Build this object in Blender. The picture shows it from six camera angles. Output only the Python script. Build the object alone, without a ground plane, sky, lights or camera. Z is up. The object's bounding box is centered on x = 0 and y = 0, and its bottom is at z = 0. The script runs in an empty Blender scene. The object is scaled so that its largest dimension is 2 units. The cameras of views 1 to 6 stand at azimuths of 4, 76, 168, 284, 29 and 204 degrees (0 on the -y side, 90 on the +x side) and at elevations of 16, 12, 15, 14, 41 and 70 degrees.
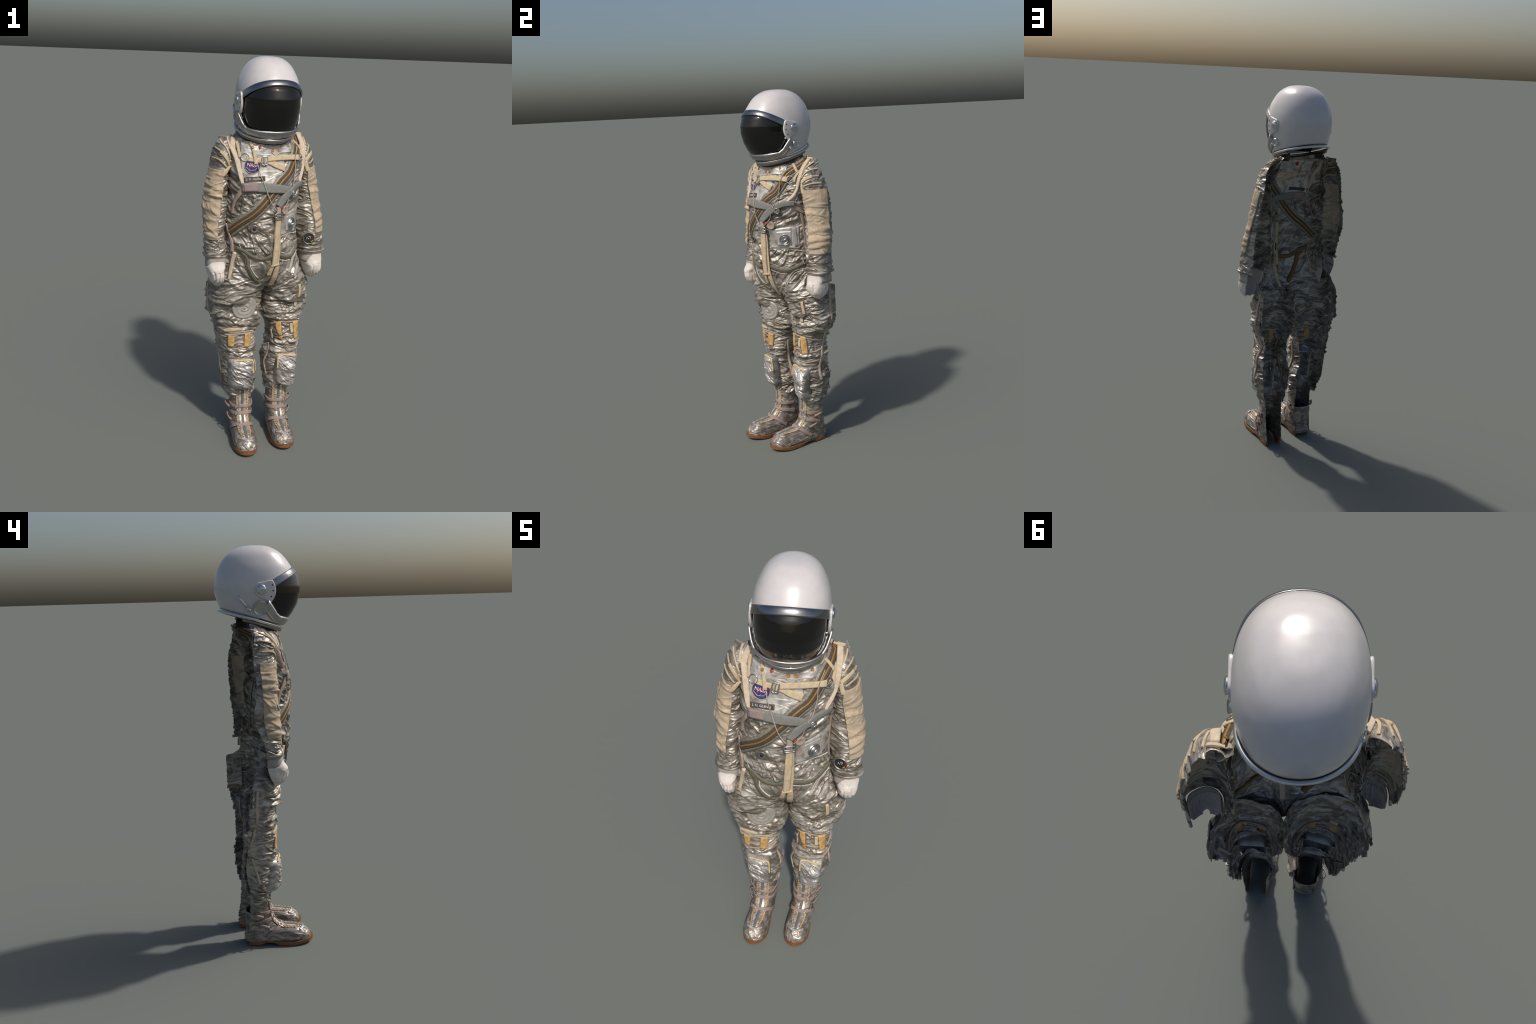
# Silver pressure suit with white helmet: an open-backed front shell of cloth,
# built from lofted cross-sections in a body frame that is turned 28 degrees.
import bpy, bmesh, math, random
import numpy as np
from mathutils import Vector, Matrix
from mathutils.bvhtree import BVHTree

BODY_YAW = math.radians(28)
rng = np.random.default_rng(7)
random.seed(7)

# ------------------------------------------------------------------ noise
_perm = np.random.default_rng(11).permutation(256)
_perm = np.concatenate([_perm, _perm, _perm])
_grad = np.random.default_rng(12).normal(size=(256, 3))
_grad /= np.linalg.norm(_grad, axis=1)[:, None]


def perlin(P, seed=0):
    P = np.asarray(P, float) + seed * 17.31
    I = np.floor(P).astype(int)
    F = P - I
    I &= 255
    W = F * F * F * (F * (F * 6 - 15) + 10)
    out = 0
    for dx in (0, 1):
        for dy in (0, 1):
            for dz in (0, 1):
                h = _perm[_perm[_perm[I[..., 0] + dx] + I[..., 1] + dy] + I[..., 2] + dz]
                g = _grad[h]
                d = g[..., 0] * (F[..., 0] - dx) + g[..., 1] * (F[..., 1] - dy) + g[..., 2] * (F[..., 2] - dz)
                w = (W[..., 0] if dx else 1 - W[..., 0]) * (W[..., 1] if dy else 1 - W[..., 1]) * (W[..., 2] if dz else 1 - W[..., 2])
                out = out + d * w
    return out * 1.5


def ridged(P, f, seed):
    return np.clip(1 - np.abs(perlin(P * np.array(f), seed)) * 2.2, 0, 1)


def fold_field(Q, tilt, seed, fine):
    c, s = math.cos(tilt), math.sin(tilt)
    R = np.stack([Q[..., 0] * c + Q[..., 2] * s, Q[..., 1], -Q[..., 0] * s + Q[..., 2] * c], -1)
    a = 1 - ridged(R, (2.4, 2.4, 9), seed + 4)             # broad puffs between sharp valleys
    b = ridged(R, (3.6, 3.6, 17), seed + 5) ** 1.3             # sharp ridges
    d = ridged(R, (7, 7, 34), seed + 6) ** 1.4
    return np.sqrt(a) * 0.8 + b * 0.9 + fine * d * 0.45


def folds(P, seed, tilt=0.0, amp=0.006, fine=1.0):
    """crumpled foil cloth: broad folds in two crossing slants that trade places, with sharp creases"""
    W = np.stack([perlin(P * 4.5, seed + k) for k in (1, 2, 3)], -1) * 0.075
    Q = P + W
    m = np.clip(0.5 + 2.2 * perlin(P * 5, seed + 7), 0, 1)
    g = ridged(Q, (17, 17, 17), seed + 8) ** 2             # short creases any way
    h = np.clip(0.75 + 1.2 * perlin(P * 9, seed + 9), 0.3, 1.4)
    f = fold_field(Q, tilt + .35, seed, fine) * m + fold_field(Q, tilt - .55, seed + 20, fine) * (1 - m)
    return amp * (h * f + fine * g * .45 - 1.3)


def creases(P, seed, n, direction, length=(.03, .09), width=(.006, .014), height=(.003, .008)):
    """long folds drawn one by one: each has a steep side and a soft side, tapers out and bends a little"""
    r = np.random.default_rng(seed)
    S = np.concatenate([np.zeros((P.shape[0], 1)), np.cumsum(np.linalg.norm(np.diff(P, axis=1), axis=2), axis=1)], 1)
    S = S - S[:, P.shape[1] // 2][:, None]
    Z = P[..., 2]
    up = np.zeros(S.shape)
    down = np.zeros(S.shape)
    for _ in range(n):
        j, i = r.integers(P.shape[0]), r.integers(P.shape[1])
        ang = direction(P[j, i], r)
        L, w, h, k = r.uniform(*length), r.uniform(*width), r.uniform(*height), r.uniform(-6, 6)
        c, s = math.cos(ang), math.sin(ang)
        dx, dy = S - S[j, i], Z - Z[j, i]
        a, b = dx * c + dy * s, -dx * s + dy * c
        b = b - k * a * a
        m = (np.abs(a) < L * 1.5) & (np.abs(b) < w * 3)
        a, b = a[m], b[m]
        wt = w * (1 - .6 * np.clip(np.abs(a) / (1.5 * L), 0, 1))
        side = 1 if r.random() < .7 else -1
        q = np.where(b * side > 0, b / wt, b / (wt * .38))
        v = h * np.exp(-q * q) * np.exp(-(a / L) ** 4)
        up[m] = np.maximum(up[m], v)
        # the valley under the steep side
        v2 = .45 * h * np.exp(-((b * side / wt + .9) / .35) ** 2) * np.exp(-(a / L) ** 4)
        down[m] = np.maximum(down[m], v2)
    return up - down


# ------------------------------------------------------------------ mesh helpers
root = None


def mesh_object(name, verts, faces, mat, parent, smooth=True, mats=None, midx=None):
    me = bpy.data.meshes.new(name)
    me.from_pydata([tuple(map(float, v)) for v in verts], [], faces)
    me.update()
    for m in (mats or [mat]):
        me.materials.append(m)
    if midx is not None:
        me.polygons.foreach_set("material_index", midx)
    if smooth:
        me.polygons.foreach_set("use_smooth", [True] * len(me.polygons))
    ob = bpy.data.objects.new(name, me)
    bpy.context.scene.collection.objects.link(ob)
    ob.parent = parent
    return ob


def grid_faces(nv, nu, close=False, flip=False):
    f = []
    last = nu if close else nu - 1
    for j in range(nv - 1):
        for i in range(last):
            a, b = j * nu + i, j * nu + (i + 1) % nu
            q = (a, b, b + nu, a + nu)
            f.append(q[::-1] if flip else q)
    return f


def grid_normals(P):
    du = np.gradient(P, axis=1)
    dv = np.gradient(P, axis=0)
    n = np.cross(du, dv)
    return n / (np.linalg.norm(n, axis=-1, keepdims=True) + 1e-12)


def catmull(pts, t):
    """Catmull-Rom through pts (k,d) at params t in 0..k-1"""
    pts = np.asarray(pts, float)
    k = len(pts)
    t = np.clip(np.asarray(t, float), 0, k - 1 - 1e-9)
    i = np.floor(t).astype(int)
    f = (t - i)[:, None]
    ext = np.vstack([2 * pts[0] - pts[1], pts, 2 * pts[-1] - pts[-2]])
    p0, p1, p2, p3 = ext[i], ext[i + 1], ext[i + 2], ext[i + 3]
    return 0.5 * (2 * p1 + (p2 - p0) * f + (2 * p0 - 5 * p1 + 4 * p2 - p3) * f ** 2 + (3 * p1 - p0 - 3 * p2 + p3) * f ** 3)


def jag(nv, zs, seed, amount):
    """torn border: random steps and teeth along the height"""
    r = np.random.default_rng(seed)
    z = zs / 0.016
    band = np.floor(z).astype(int)
    off = r.random(4000)
    big = r.random(4000)
    f = z - band
    return amount * (0.55 * off[band % 4000] + 0.6 * big[(band // 4) % 4000] + 0.5 * f * off[(band + 9) % 4000])


def loft(stations, nu, nv, seed, jag_amount=0.05, tear=True):
    """stations: [(z, [(x,y),...])] from top to bottom -> grid (nv,nu,3)"""
    Z = np.array([s[0] for s in stations])
    C = np.array([s[1] for s in stations], float)          # (ns,k,2)
    ns, k, _ = C.shape
    flat = np.concatenate([C.reshape(ns, -1), Z[:, None]], 1)
    # uniform in z
    tt = np.linspace(0, ns - 1, 2000)
    dense = catmull(flat, tt)
    zt = dense[:, -1]
    zs = np.linspace(Z[0], Z[-1], nv)
    order = np.argsort(zt)
    rows = np.stack([np.interp(zs, zt[order], dense[order, c]) for c in range(flat.shape[1] - 1)], 1).reshape(nv, k, 2)
    j0 = jag(nv, zs, seed, jag_amount if tear else 0)
    j1 = jag(nv, zs, seed + 1, jag_amount if tear else 0)
    P = np.zeros((nv, nu, 3))
    tf = np.linspace(0, k - 1, 160)
    for j in range(nv):
        c = catmull(rows[j], tf)
        L = np.concatenate([[0], np.cumsum(np.linalg.norm(np.diff(c, axis=0), axis=1))])
        L /= L[-1]
        u = np.linspace(j0[j], 1 - j1[j], nu)
        P[j, :, 0] = np.interp(u, L, c[:, 0])
        P[j, :, 1] = np.interp(u, L, c[:, 1])
        P[j, :, 2] = zs[j]
    return P


def solidify(ob, t=0.0025):
    m = ob.modifiers.new("thickness", 'SOLIDIFY')
    m.thickness = t
    m.offset = -1
    return m


# ------------------------------------------------------------------ materials
def new_mat(name):
    m = bpy.data.materials.new(name)
    m.use_nodes = True
    nt = m.node_tree
    nt.nodes.clear()
    out = nt.nodes.new('ShaderNodeOutputMaterial')
    b = nt.nodes.new('ShaderNodeBsdfPrincipled')
    nt.links.new(b.outputs[0], out.inputs[0])
    return m, nt, b


def node(nt, kind, **kw):
    n = nt.nodes.new(kind)
    for k, v in kw.items():
        if k in n.inputs.keys():
            n.inputs[k].default_value = v
        else:
            setattr(n, k, v)
    return n


def coords(nt, scale=(1, 1, 1), rot=(0, 0, 0)):
    tc = nt.nodes.new('ShaderNodeTexCoord')
    mp = nt.nodes.new('ShaderNodeMapping')
    mp.inputs['Scale'].default_value = scale
    mp.inputs['Rotation'].default_value = rot
    nt.links.new(tc.outputs['Object'], mp.inputs['Vector'])
    return mp.outputs[0]


def ramp(nt, fac, stops):
    r = nt.nodes.new('ShaderNodeValToRGB')
    e = r.color_ramp.elements
    while len(e) < len(stops):
        e.new(0.5)
    for el, (p, c) in zip(e, stops):
        el.position = p
        el.color = (*c, 1) if len(c) == 3 else c
    nt.links.new(fac, r.inputs[0])
    return r.outputs[0]


def mixc(nt, a, b, fac, mode='MIX'):
    n = nt.nodes.new('ShaderNodeMix')
    n.data_type = 'RGBA'
    n.blend_type = mode
    for sock, v in ((0, fac), (6, a), (7, b)):
        if hasattr(v, 'is_output'):
            nt.links.new(v, n.inputs[sock])
        else:
            n.inputs[sock].default_value = v if sock == 0 else (*v, 1)
    return n.outputs[2]


def cloth(name, col, var=0.25, rough=0.85, scale=60, bump=0.25, weave=900, metallic=0.0, stain=None, spec=0.3):
    m, nt, b = new_mat(name)
    v = coords(nt)
    n1 = node(nt, 'ShaderNodeTexNoise', Scale=scale, Detail=5.0, Roughness=0.6)
    nt.links.new(v, n1.inputs['Vector'])
    lo = tuple(c * (1 - var) for c in col)
    hi = tuple(min(1, c * (1 + var * 0.6)) for c in col)
    c = ramp(nt, n1.outputs[0], [(0.3, lo), (0.7, hi)])
    if stain:
        n2 = node(nt, 'ShaderNodeTexNoise', Scale=14.0, Detail=3.0)
        nt.links.new(v, n2.inputs['Vector'])
        f = ramp(nt, n2.outputs[0], [(0.46, (0, 0, 0)), (0.64, (1, 1, 1))])
        c = mixc(nt, c, stain, f)
    nt.links.new(c, b.inputs['Base Color'])
    b.inputs['Roughness'].default_value = rough
    b.inputs['Metallic'].default_value = metallic
    b.inputs['Specular IOR Level'].default_value = spec
    n3 = node(nt, 'ShaderNodeTexNoise', Scale=weave, Detail=2.0)
    nt.links.new(v, n3.inputs['Vector'])
    n4 = node(nt, 'ShaderNodeTexNoise', Scale=scale * 1.5, Detail=3.0)
    nt.links.new(v, n4.inputs['Vector'])
    ad = node(nt, 'ShaderNodeMath', operation='MULTIPLY_ADD')
    nt.links.new(n3.outputs[0], ad.inputs[0])
    ad.inputs[1].default_value = 0.25
    nt.links.new(n4.outputs[0], ad.inputs[2])
    bp = node(nt, 'ShaderNodeBump', Strength=bump, Distance=0.004)
    nt.links.new(ad.outputs[0], bp.inputs['Height'])
    nt.links.new(bp.outputs[0], b.inputs['Normal'])
    return m


def silver(name, lo=(0.150, 0.129, 0.104), mid=(0.262, 0.237, 0.202), hi=(0.42, 0.392, 0.352), scale=(9, 9, 27), rot=(0, 0.6, 0),
           metallic=0.42, rough=0.43, bump=0.3, stops=(.28, .50, .76), bend=.15):
    """aluminised nylon: curving streaks painted dark and pale for fold shadows and glints, with a crumpled fine relief"""
    m, nt, b = new_mat(name)
    tc = nt.nodes.new('ShaderNodeTexCoord')
    nw = node(nt, 'ShaderNodeTexNoise', Scale=7.0, Detail=1.0)
    nt.links.new(tc.outputs['Object'], nw.inputs['Vector'])
    sub = node(nt, 'ShaderNodeVectorMath', operation='SUBTRACT')
    nt.links.new(nw.outputs['Color'], sub.inputs[0])
    sub.inputs[1].default_value = (.5, .5, .5)
    sc = node(nt, 'ShaderNodeVectorMath', operation='SCALE')
    nt.links.new(sub.outputs[0], sc.inputs[0])
    sc.inputs['Scale'].default_value = bend
    add = node(nt, 'ShaderNodeVectorMath', operation='ADD')
    nt.links.new(tc.outputs['Object'], add.inputs[0])
    nt.links.new(sc.outputs[0], add.inputs[1])

    def streaks(sc3, ry, detail):
        mp = nt.nodes.new('ShaderNodeMapping')
        mp.inputs['Scale'].default_value = sc3
        mp.inputs['Rotation'].default_value = (0, ry, 0)
        nt.links.new(add.outputs[0], mp.inputs['Vector'])
        n = node(nt, 'ShaderNodeTexNoise', Scale=1.0, Detail=detail, Roughness=0.5, Distortion=0.3)
        nt.links.new(mp.outputs[0], n.inputs['Vector'])
        return n.outputs[0]
    n1 = streaks(scale, rot[1], 2.0)
    n3 = streaks((scale[0] * 2, scale[1] * 2, scale[2] * 1.7), -rot[1] - .3, 2.0)
    av = node(nt, 'ShaderNodeMath', operation='ADD')
    nt.links.new(n1, av.inputs[0])
    nt.links.new(n3, av.inputs[1])
    st = node(nt, 'ShaderNodeMapRange')
    st.inputs['From Min'].default_value = 0.62
    st.inputs['From Max'].default_value = 1.38
    nt.links.new(av.outputs[0], st.inputs[0])
    c = ramp(nt, st.outputs[0], [(stops[0], lo), (stops[1], mid), (stops[2], hi)])
    nt.links.new(c, b.inputs['Base Color'])
    b.inputs['Metallic'].default_value = metallic
    b.inputs['Roughness'].default_value = rough
    n2 = streaks((26, 26, 55), -.4, 3.0)
    bp = node(nt, 'ShaderNodeBump', Strength=bump, Distance=0.006)
    nt.links.new(n2, bp.inputs['Height'])
    nt.links.new(bp.outputs[0], b.inputs['Normal'])
    return m


def plain(name, col, rough=0.5, metallic=0.0, spec=0.5, var=0.08, coat=0.0, scale=40):
    m, nt, b = new_mat(name)
    v = coords(nt)
    n1 = node(nt, 'ShaderNodeTexNoise', Scale=scale, Detail=4.0)
    nt.links.new(v, n1.inputs['Vector'])
    c = ramp(nt, n1.outputs[0], [(0.3, tuple(x * (1 - var) for x in col)), (0.7, tuple(min(1, x * (1 + var)) for x in col))])
    nt.links.new(c, b.inputs['Base Color'])
    b.inputs['Roughness'].default_value = rough
    b.inputs['Metallic'].default_value = metallic
    b.inputs['Specular IOR Level'].default_value = spec
    b.inputs['Coat Weight'].default_value = coat
    return m


M_SILVER = silver("silver_cloth")
M_SILVER_BOOT = silver("silver_boot_leather", lo=(0.16, 0.132, 0.105), mid=(0.235, 0.208, 0.18), hi=(0.37, 0.342, 0.31), scale=(18, 18, 36), rough=0.4, bump=0.35)
M_SILVER_POCKET = silver("silver_pocket_cloth", lo=(0.22, 0.205, 0.195), mid=(0.33, 0.315, 0.30), hi=(0.48, 0.46, 0.44), scale=(8, 8, 24), rot=(0, 0.6, 0), bump=0.2)
M_CHEST = silver("pale_chest_cloth", lo=(0.22, 0.205, 0.188), mid=(0.37, 0.35, 0.325), hi=(0.52, 0.50, 0.47), scale=(14, 14, 14), metallic=0.25, rough=0.45, bump=0.3)
M_BEIGE = cloth("beige_canvas", (0.43, 0.34, 0.24), var=0.32, scale=45, stain=(0.35, 0.295, 0.22))
M_CREAM = cloth("cream_webbing", (0.49, 0.395, 0.265), var=0.18, bump=0.15)
M_WHITE_WEB = cloth("worn_white_webbing", (0.50, 0.415, 0.32), var=0.18, bump=0.15)
M_GOLD = cloth("gold_canvas", (0.50, 0.31, 0.115), var=0.35)
M_GREY_STRAP = cloth("grey_webbing", (0.185, 0.185, 0.172), var=0.15, bump=0.15)
M_MAUVE = cloth("mauve_cloth", (0.27, 0.205, 0.19), var=0.15)
M_TAUPE = cloth("taupe_tape", (0.33, 0.265, 0.215), var=0.2)
M_ZIP_DARK = cloth("zipper_tape", (0.075, 0.06, 0.045), var=0.2)
M_ZIP_GOLD = cloth("zipper_teeth", (0.34, 0.185, 0.06), var=0.45, scale=500, metallic=0.3, rough=0.5)
M_ZIP_EDGE = cloth("speckled_edging", (0.27, 0.24, 0.19), var=0.75, scale=260, metallic=0.2, rough=0.5)
M_ZIP_GREEN = cloth("green_zipper_tape", (0.13, 0.14, 0.115), var=0.2)
M_ZIP_BROWN = cloth("brown_zipper_teeth", (0.16, 0.09, 0.035), var=0.3, scale=400)
M_GLOVE = cloth("white_glove_cloth", (0.60, 0.555, 0.51), var=0.14, bump=0.2)
M_KNIT = cloth("grey_knit_cuff", (0.33, 0.305, 0.275), var=0.2)
M_HELMET = plain("white_helmet_paint", (0.53, 0.505, 0.50), rough=0.28, var=0.03, coat=0.3)
M_CHROME = plain("polished_metal", (0.55, 0.56, 0.58), rough=0.16, metallic=1.0, var=0.06)
M_STEEL = plain("brushed_metal", (0.40, 0.395, 0.385), rough=0.34, metallic=0.9, var=0.12)
M_BROW = plain("grey_polished_metal", (0.27, 0.275, 0.285), rough=0.2, metallic=1.0, var=0.06)
M_VISOR = plain("black_visor", (0.006, 0.006, 0.0055), rough=0.06, spec=0.5, var=0.02)
M_BLACK = plain("black_rubber", (0.012, 0.012, 0.011), rough=0.7, var=0.2)
M_NECK = cloth("dark_neck_seal", (0.05, 0.045, 0.04), var=0.4, rough=0.6)
M_STITCH = cloth("pale_thread", (0.66, 0.62, 0.56), var=0.15)
M_CORD = cloth("grey_cord", (0.36, 0.31, 0.28), var=0.2)
M_RED = cloth("red_thread", (0.42, 0.03, 0.035), var=0.15)
M_YELLOW = plain("yellow_paint", (0.6, 0.42, 0.02))
M_ORANGE = cloth("orange_cloth", (0.42, 0.17, 0.045), var=0.2)
M_PATCH_BLUE = cloth("blue_embroidery", (0.035, 0.035, 0.13), var=0.2, scale=300)
M_WHITE = cloth("white_thread", (0.62, 0.6, 0.58), var=0.1)
M_TAG = cloth("dark_tag_leather", (0.055, 0.056, 0.062), var=0.25)
M_TAG_TEXT = cloth("grey_print", (0.42, 0.42, 0.43), var=0.1)
M_PANEL = plain("pale_panel_metal", (0.46, 0.445, 0.43), rough=0.45, metallic=0.4)
M_MAUVE_GREY = cloth("mauve_grey_trim", (0.27, 0.25, 0.245), var=0.12)
M_PORT = plain("grey_port_rubber", (0.36, 0.34, 0.31), rough=0.45, metallic=0.25, var=0.18, scale=90)
M_STEEL_DARK = plain("dull_metal", (0.24, 0.22, 0.20), rough=0.45, metallic=0.7, var=0.15)
M_TAUPE_LIGHT = cloth("light_taupe_tape", (0.42, 0.34, 0.27), var=0.2)
M_YELLOW_TAPE = cloth("yellow_cream_piping", (0.55, 0.42, 0.22), var=0.15)
M_TAN = cloth("tan_lacing_cloth", (0.46, 0.33, 0.19), var=0.3, scale=120)
M_LACE = cloth("brown_lace", (0.20, 0.10, 0.04), var=0.3)
M_BOOT_PALE = silver("pale_boot_leather", lo=(0.26, 0.25, 0.235), mid=(0.40, 0.385, 0.37), hi=(0.56, 0.54, 0.52), scale=(30, 30, 50), bump=0.15)
M_BOOT_STRAP = cloth("mauve_boot_strap", (0.27, 0.205, 0.175), var=0.2)
M_OLIVE = cloth("olive_zipper_tape", (0.135, 0.12, 0.095), var=0.2)
M_SOLE = cloth("brown_leather_sole", (0.20, 0.088, 0.036), var=0.35, rough=0.6, scale=70)

# ------------------------------------------------------------------ root
root = bpy.data.objects.new("astronaut_suit", None)
bpy.context.scene.collection.objects.link(root)
root.rotation_euler = (0, 0, BODY_YAW)
root["label"] = "silver astronaut pressure suit with white helmet, standing, open back"
root["category"] = "space suit"

# ------------------------------------------------------------------ body cross-sections
TORSO = [
    (1.640, [(-.130, .09), (-.125, .06), (-.105, .01), (-.06, -.038), (0, -.052), (.06, -.04), (.115, .005), (.15, .06), (.16, .10)]),
    (1.610, [(-.165, .09), (-.155, .05), (-.115, -.008), (-.06, -.05), (0, -.062), (.06, -.05), (.12, -.005), (.175, .05), (.195, .10)]),
    (1.575, [(-.19, .07), (-.182, .03), (-.13, -.035), (-.07, -.064), (0, -.07), (.07, -.064), (.135, -.032), (.192, .03), (.205, .08)]),
    (1.520, [(-.195, .025), (-.19, .0), (-.15, -.049), (-.08, -.075), (0, -.088), (.08, -.08), (.155, -.05), (.195, -.01), (.203, .025)]),
    (1.450, [(-.190, .05), (-.190, -.005), (-.155, -.062), (-.09, -.092), (0, -.106), (.08, -.094), (.15, -.060), (.190, -.01), (.190, .05)]),
    (1.400, [(-.185, .055), (-.187, -.01), (-.15, -.076), (-.08, -.106), (0, -.119), (.075, -.109), (.15, -.066), (.187, -.01), (.188, .05)]),
    (1.300, [(-.185, .055), (-.187, .0), (-.155, -.073), (-.09, -.116), (0, -.128), (.075, -.103), (.14, -.054), (.182, .0), (.188, .055)]),
    (1.190, [(-.190, .05), (-.193, .0), (-.16, -.066), (-.092, -.108), (0, -.127), (.06, -.098), (.115, -.064), (.177, -.005), (.188, .055)]),
    (1.100, [(-.193, .07), (-.20, .01), (-.17, -.052), (-.10, -.103), (0, -.124), (.06, -.102), (.13, -.060), (.187, .0), (.193, .075)]),
    (1.000, [(-.208, .08), (-.21, .02), (-.18, -.038), (-.10, -.090), (0, -.112), (.07, -.094), (.14, -.058), (.20, .01), (.218, .08)]),
    (.965, [(-.222, .10), (-.224, .025), (-.19, -.032), (-.105, -.080), (0, -.098), (.08, -.088), (.15, -.056), (.218, .01), (.265, .085)]),
    (.930, [(-.235, .115), (-.238, .03), (-.20, -.024), (-.11, -.068), (0, -.080), (.09, -.078), (.16, -.054), (.235, .01), (.284, .122)]),
    (.880, [(-.250, .13), (-.246, .035), (-.204, -.018), (-.12, -.048), (.01, -.038), (.10, -.056), (.19, -.044), (.260, .015), (.287, .128)]),
    (.835, [(-.255, .135), (-.250, .035), (-.204, -.018), (-.12, -.046), (.02, -.010), (.11, -.048), (.20, -.040), (.274, .018), (.289, .128)]),
    (.790, [(-.252, .135), (-.246, .035), (-.196, -.018), (-.115, -.044), (.0255, .02), (.12, -.038), (.20, -.034), (.276, .025), (.288, .128)]),
]
LEG_R = [
    (.880, [(-.246, .13), (-.242, .04), (-.20, -.02), (-.11, -.045), (-.01, -.02), (.026, .05), (.027, .10)]),
    (.800, [(-.250, .14), (-.244, .04), (-.196, -.010), (-.11, -.024), (-.012, -.006), (.027, .05), (.027, .10)]),
    (.740, [(-.252, .15), (-.246, .04), (-.19, -.004), (-.10, -.020), (-.015, .0), (.026, .05), (.025, .11)]),
    (.680, [(-.224, .15), (-.219, .05), (-.178, -.003), (-.10, -.025), (-.02, -.003), (.027, .05), (.027, .11)]),
    (.600, [(-.203, .15), (-.20, .05), (-.175, -.002), (-.10, -.028), (-.045, -.012), (-.006, .04), (-.007, .11)]),
    (.530, [(-.192, .15), (-.192, .06), (-.168, .002), (-.10, -.028), (-.038, -.012), (-.018, .04), (-.017, .11)]),
    (.460, [(-.180, .15), (-.182, .06), (-.158, .006), (-.10, -.02), (-.036, -.012), (-.016, .05), (-.012, .12)]),
    (.400, [(-.175, .145), (-.178, .07), (-.152, .015), (-.10, -.005), (-.03, .005), (.01, .06), (.01, .12)]),
    (.320, [(-.166, .13), (-.167, .08), (-.145, .03), (-.09, .0), (-.03, .01), (.01, .06), (.005, .12)]),
    (.245, [(-.155, .11), (-.155, .08), (-.135, .03), (-.08, .008), (-.03, .02), (-.005, .06), (-.01, .11)]),
]
LEG_L = [
    (.880, [(.029, .10), (.029, .05), (.06, -.01), (.15, -.042), (.21, -.036), (.272, .03), (.285, .13)]),
    (.800, [(.029, .10), (.03, .05), (.06, -.004), (.145, -.033), (.205, -.031), (.28, .035), (.289, .13)]),
    (.750, [(.034, .11), (.036, .05), (.06, -.003), (.14, -.029), (.20, -.026), (.289, .04), (.294, .125)]),
    (.660, [(.056, .11), (.056, .05), (.083, -.001), (.14, -.03), (.20, -.03), (.247, .03), (.252, .12)]),
    (.600, [(.074, .11), (.073, .05), (.094, -.011), (.14, -.035), (.195, -.035), (.232, .03), (.233, .11)]),
    (.530, [(.074, .11), (.074, .05), (.094, -.006), (.14, -.034), (.20, -.034), (.242, .03), (.247, .11)]),
    (.470, [(.068, .115), (.068, .05), (.094, -.011), (.14, -.025), (.20, -.025), (.236, .03), (.24, .115)]),
    (.410, [(.056, .12), (.056, .06), (.085, .0), (.14, -.012), (.205, -.012), (.248, .04), (.25, .12)]),
    (.330, [(.07, .12), (.07, .06), (.09, .01), (.14, -.005), (.19, -.01), (.235, .04), (.238, .12)]),
    (.240, [(.079, .105), (.079, .06), (.10, .015), (.14, .0), (.18, .01), (.205, .05), (.207, .105)]),
]
ARM_R = [
    (1.622, [(-.212, .10), (-.211, .092), (-.202, .082), (-.186, .073), (-.168, .072), (-.152, .082), (-.147, .10)]),
    (1.600, [(-.226, .09), (-.225, .07), (-.216, .048), (-.202, .031), (-.178, .028), (-.156, .045), (-.152, .08)]),
    (1.550, [(-.248, .10), (-.249, .06), (-.240, .02), (-.227, .0), (-.20, -.008), (-.18, .01), (-.177, .05)]),
    (1.470, [(-.263, .105), (-.265, .06), (-.256, .02), (-.24, -.005), (-.21, -.012), (-.187, .01), (-.180, .032)]),
    (1.370, [(-.282, .10), (-.285, .06), (-.278, .02), (-.255, -.005), (-.215, -.006), (-.189, .015), (-.180, .034)]),
    (1.280, [(-.288, .11), (-.298, .06), (-.283, .015), (-.255, -.008), (-.22, -.005), (-.193, .015), (-.182, .034)]),
    (1.200, [(-.283, .11), (-.291, .055), (-.278, .01), (-.25, -.014), (-.22, -.01), (-.199, .015), (-.186, .034)]),
    (1.120, [(-.287, .08), (-.292, .04), (-.285, .003), (-.25, -.022), (-.215, -.018), (-.20, .008), (-.188, .05)]),
    (1.045, [(-.297, .06), (-.302, .02), (-.292, -.01), (-.25, -.034), (-.212, -.027), (-.196, .0), (-.192, .05)]),
]
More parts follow.
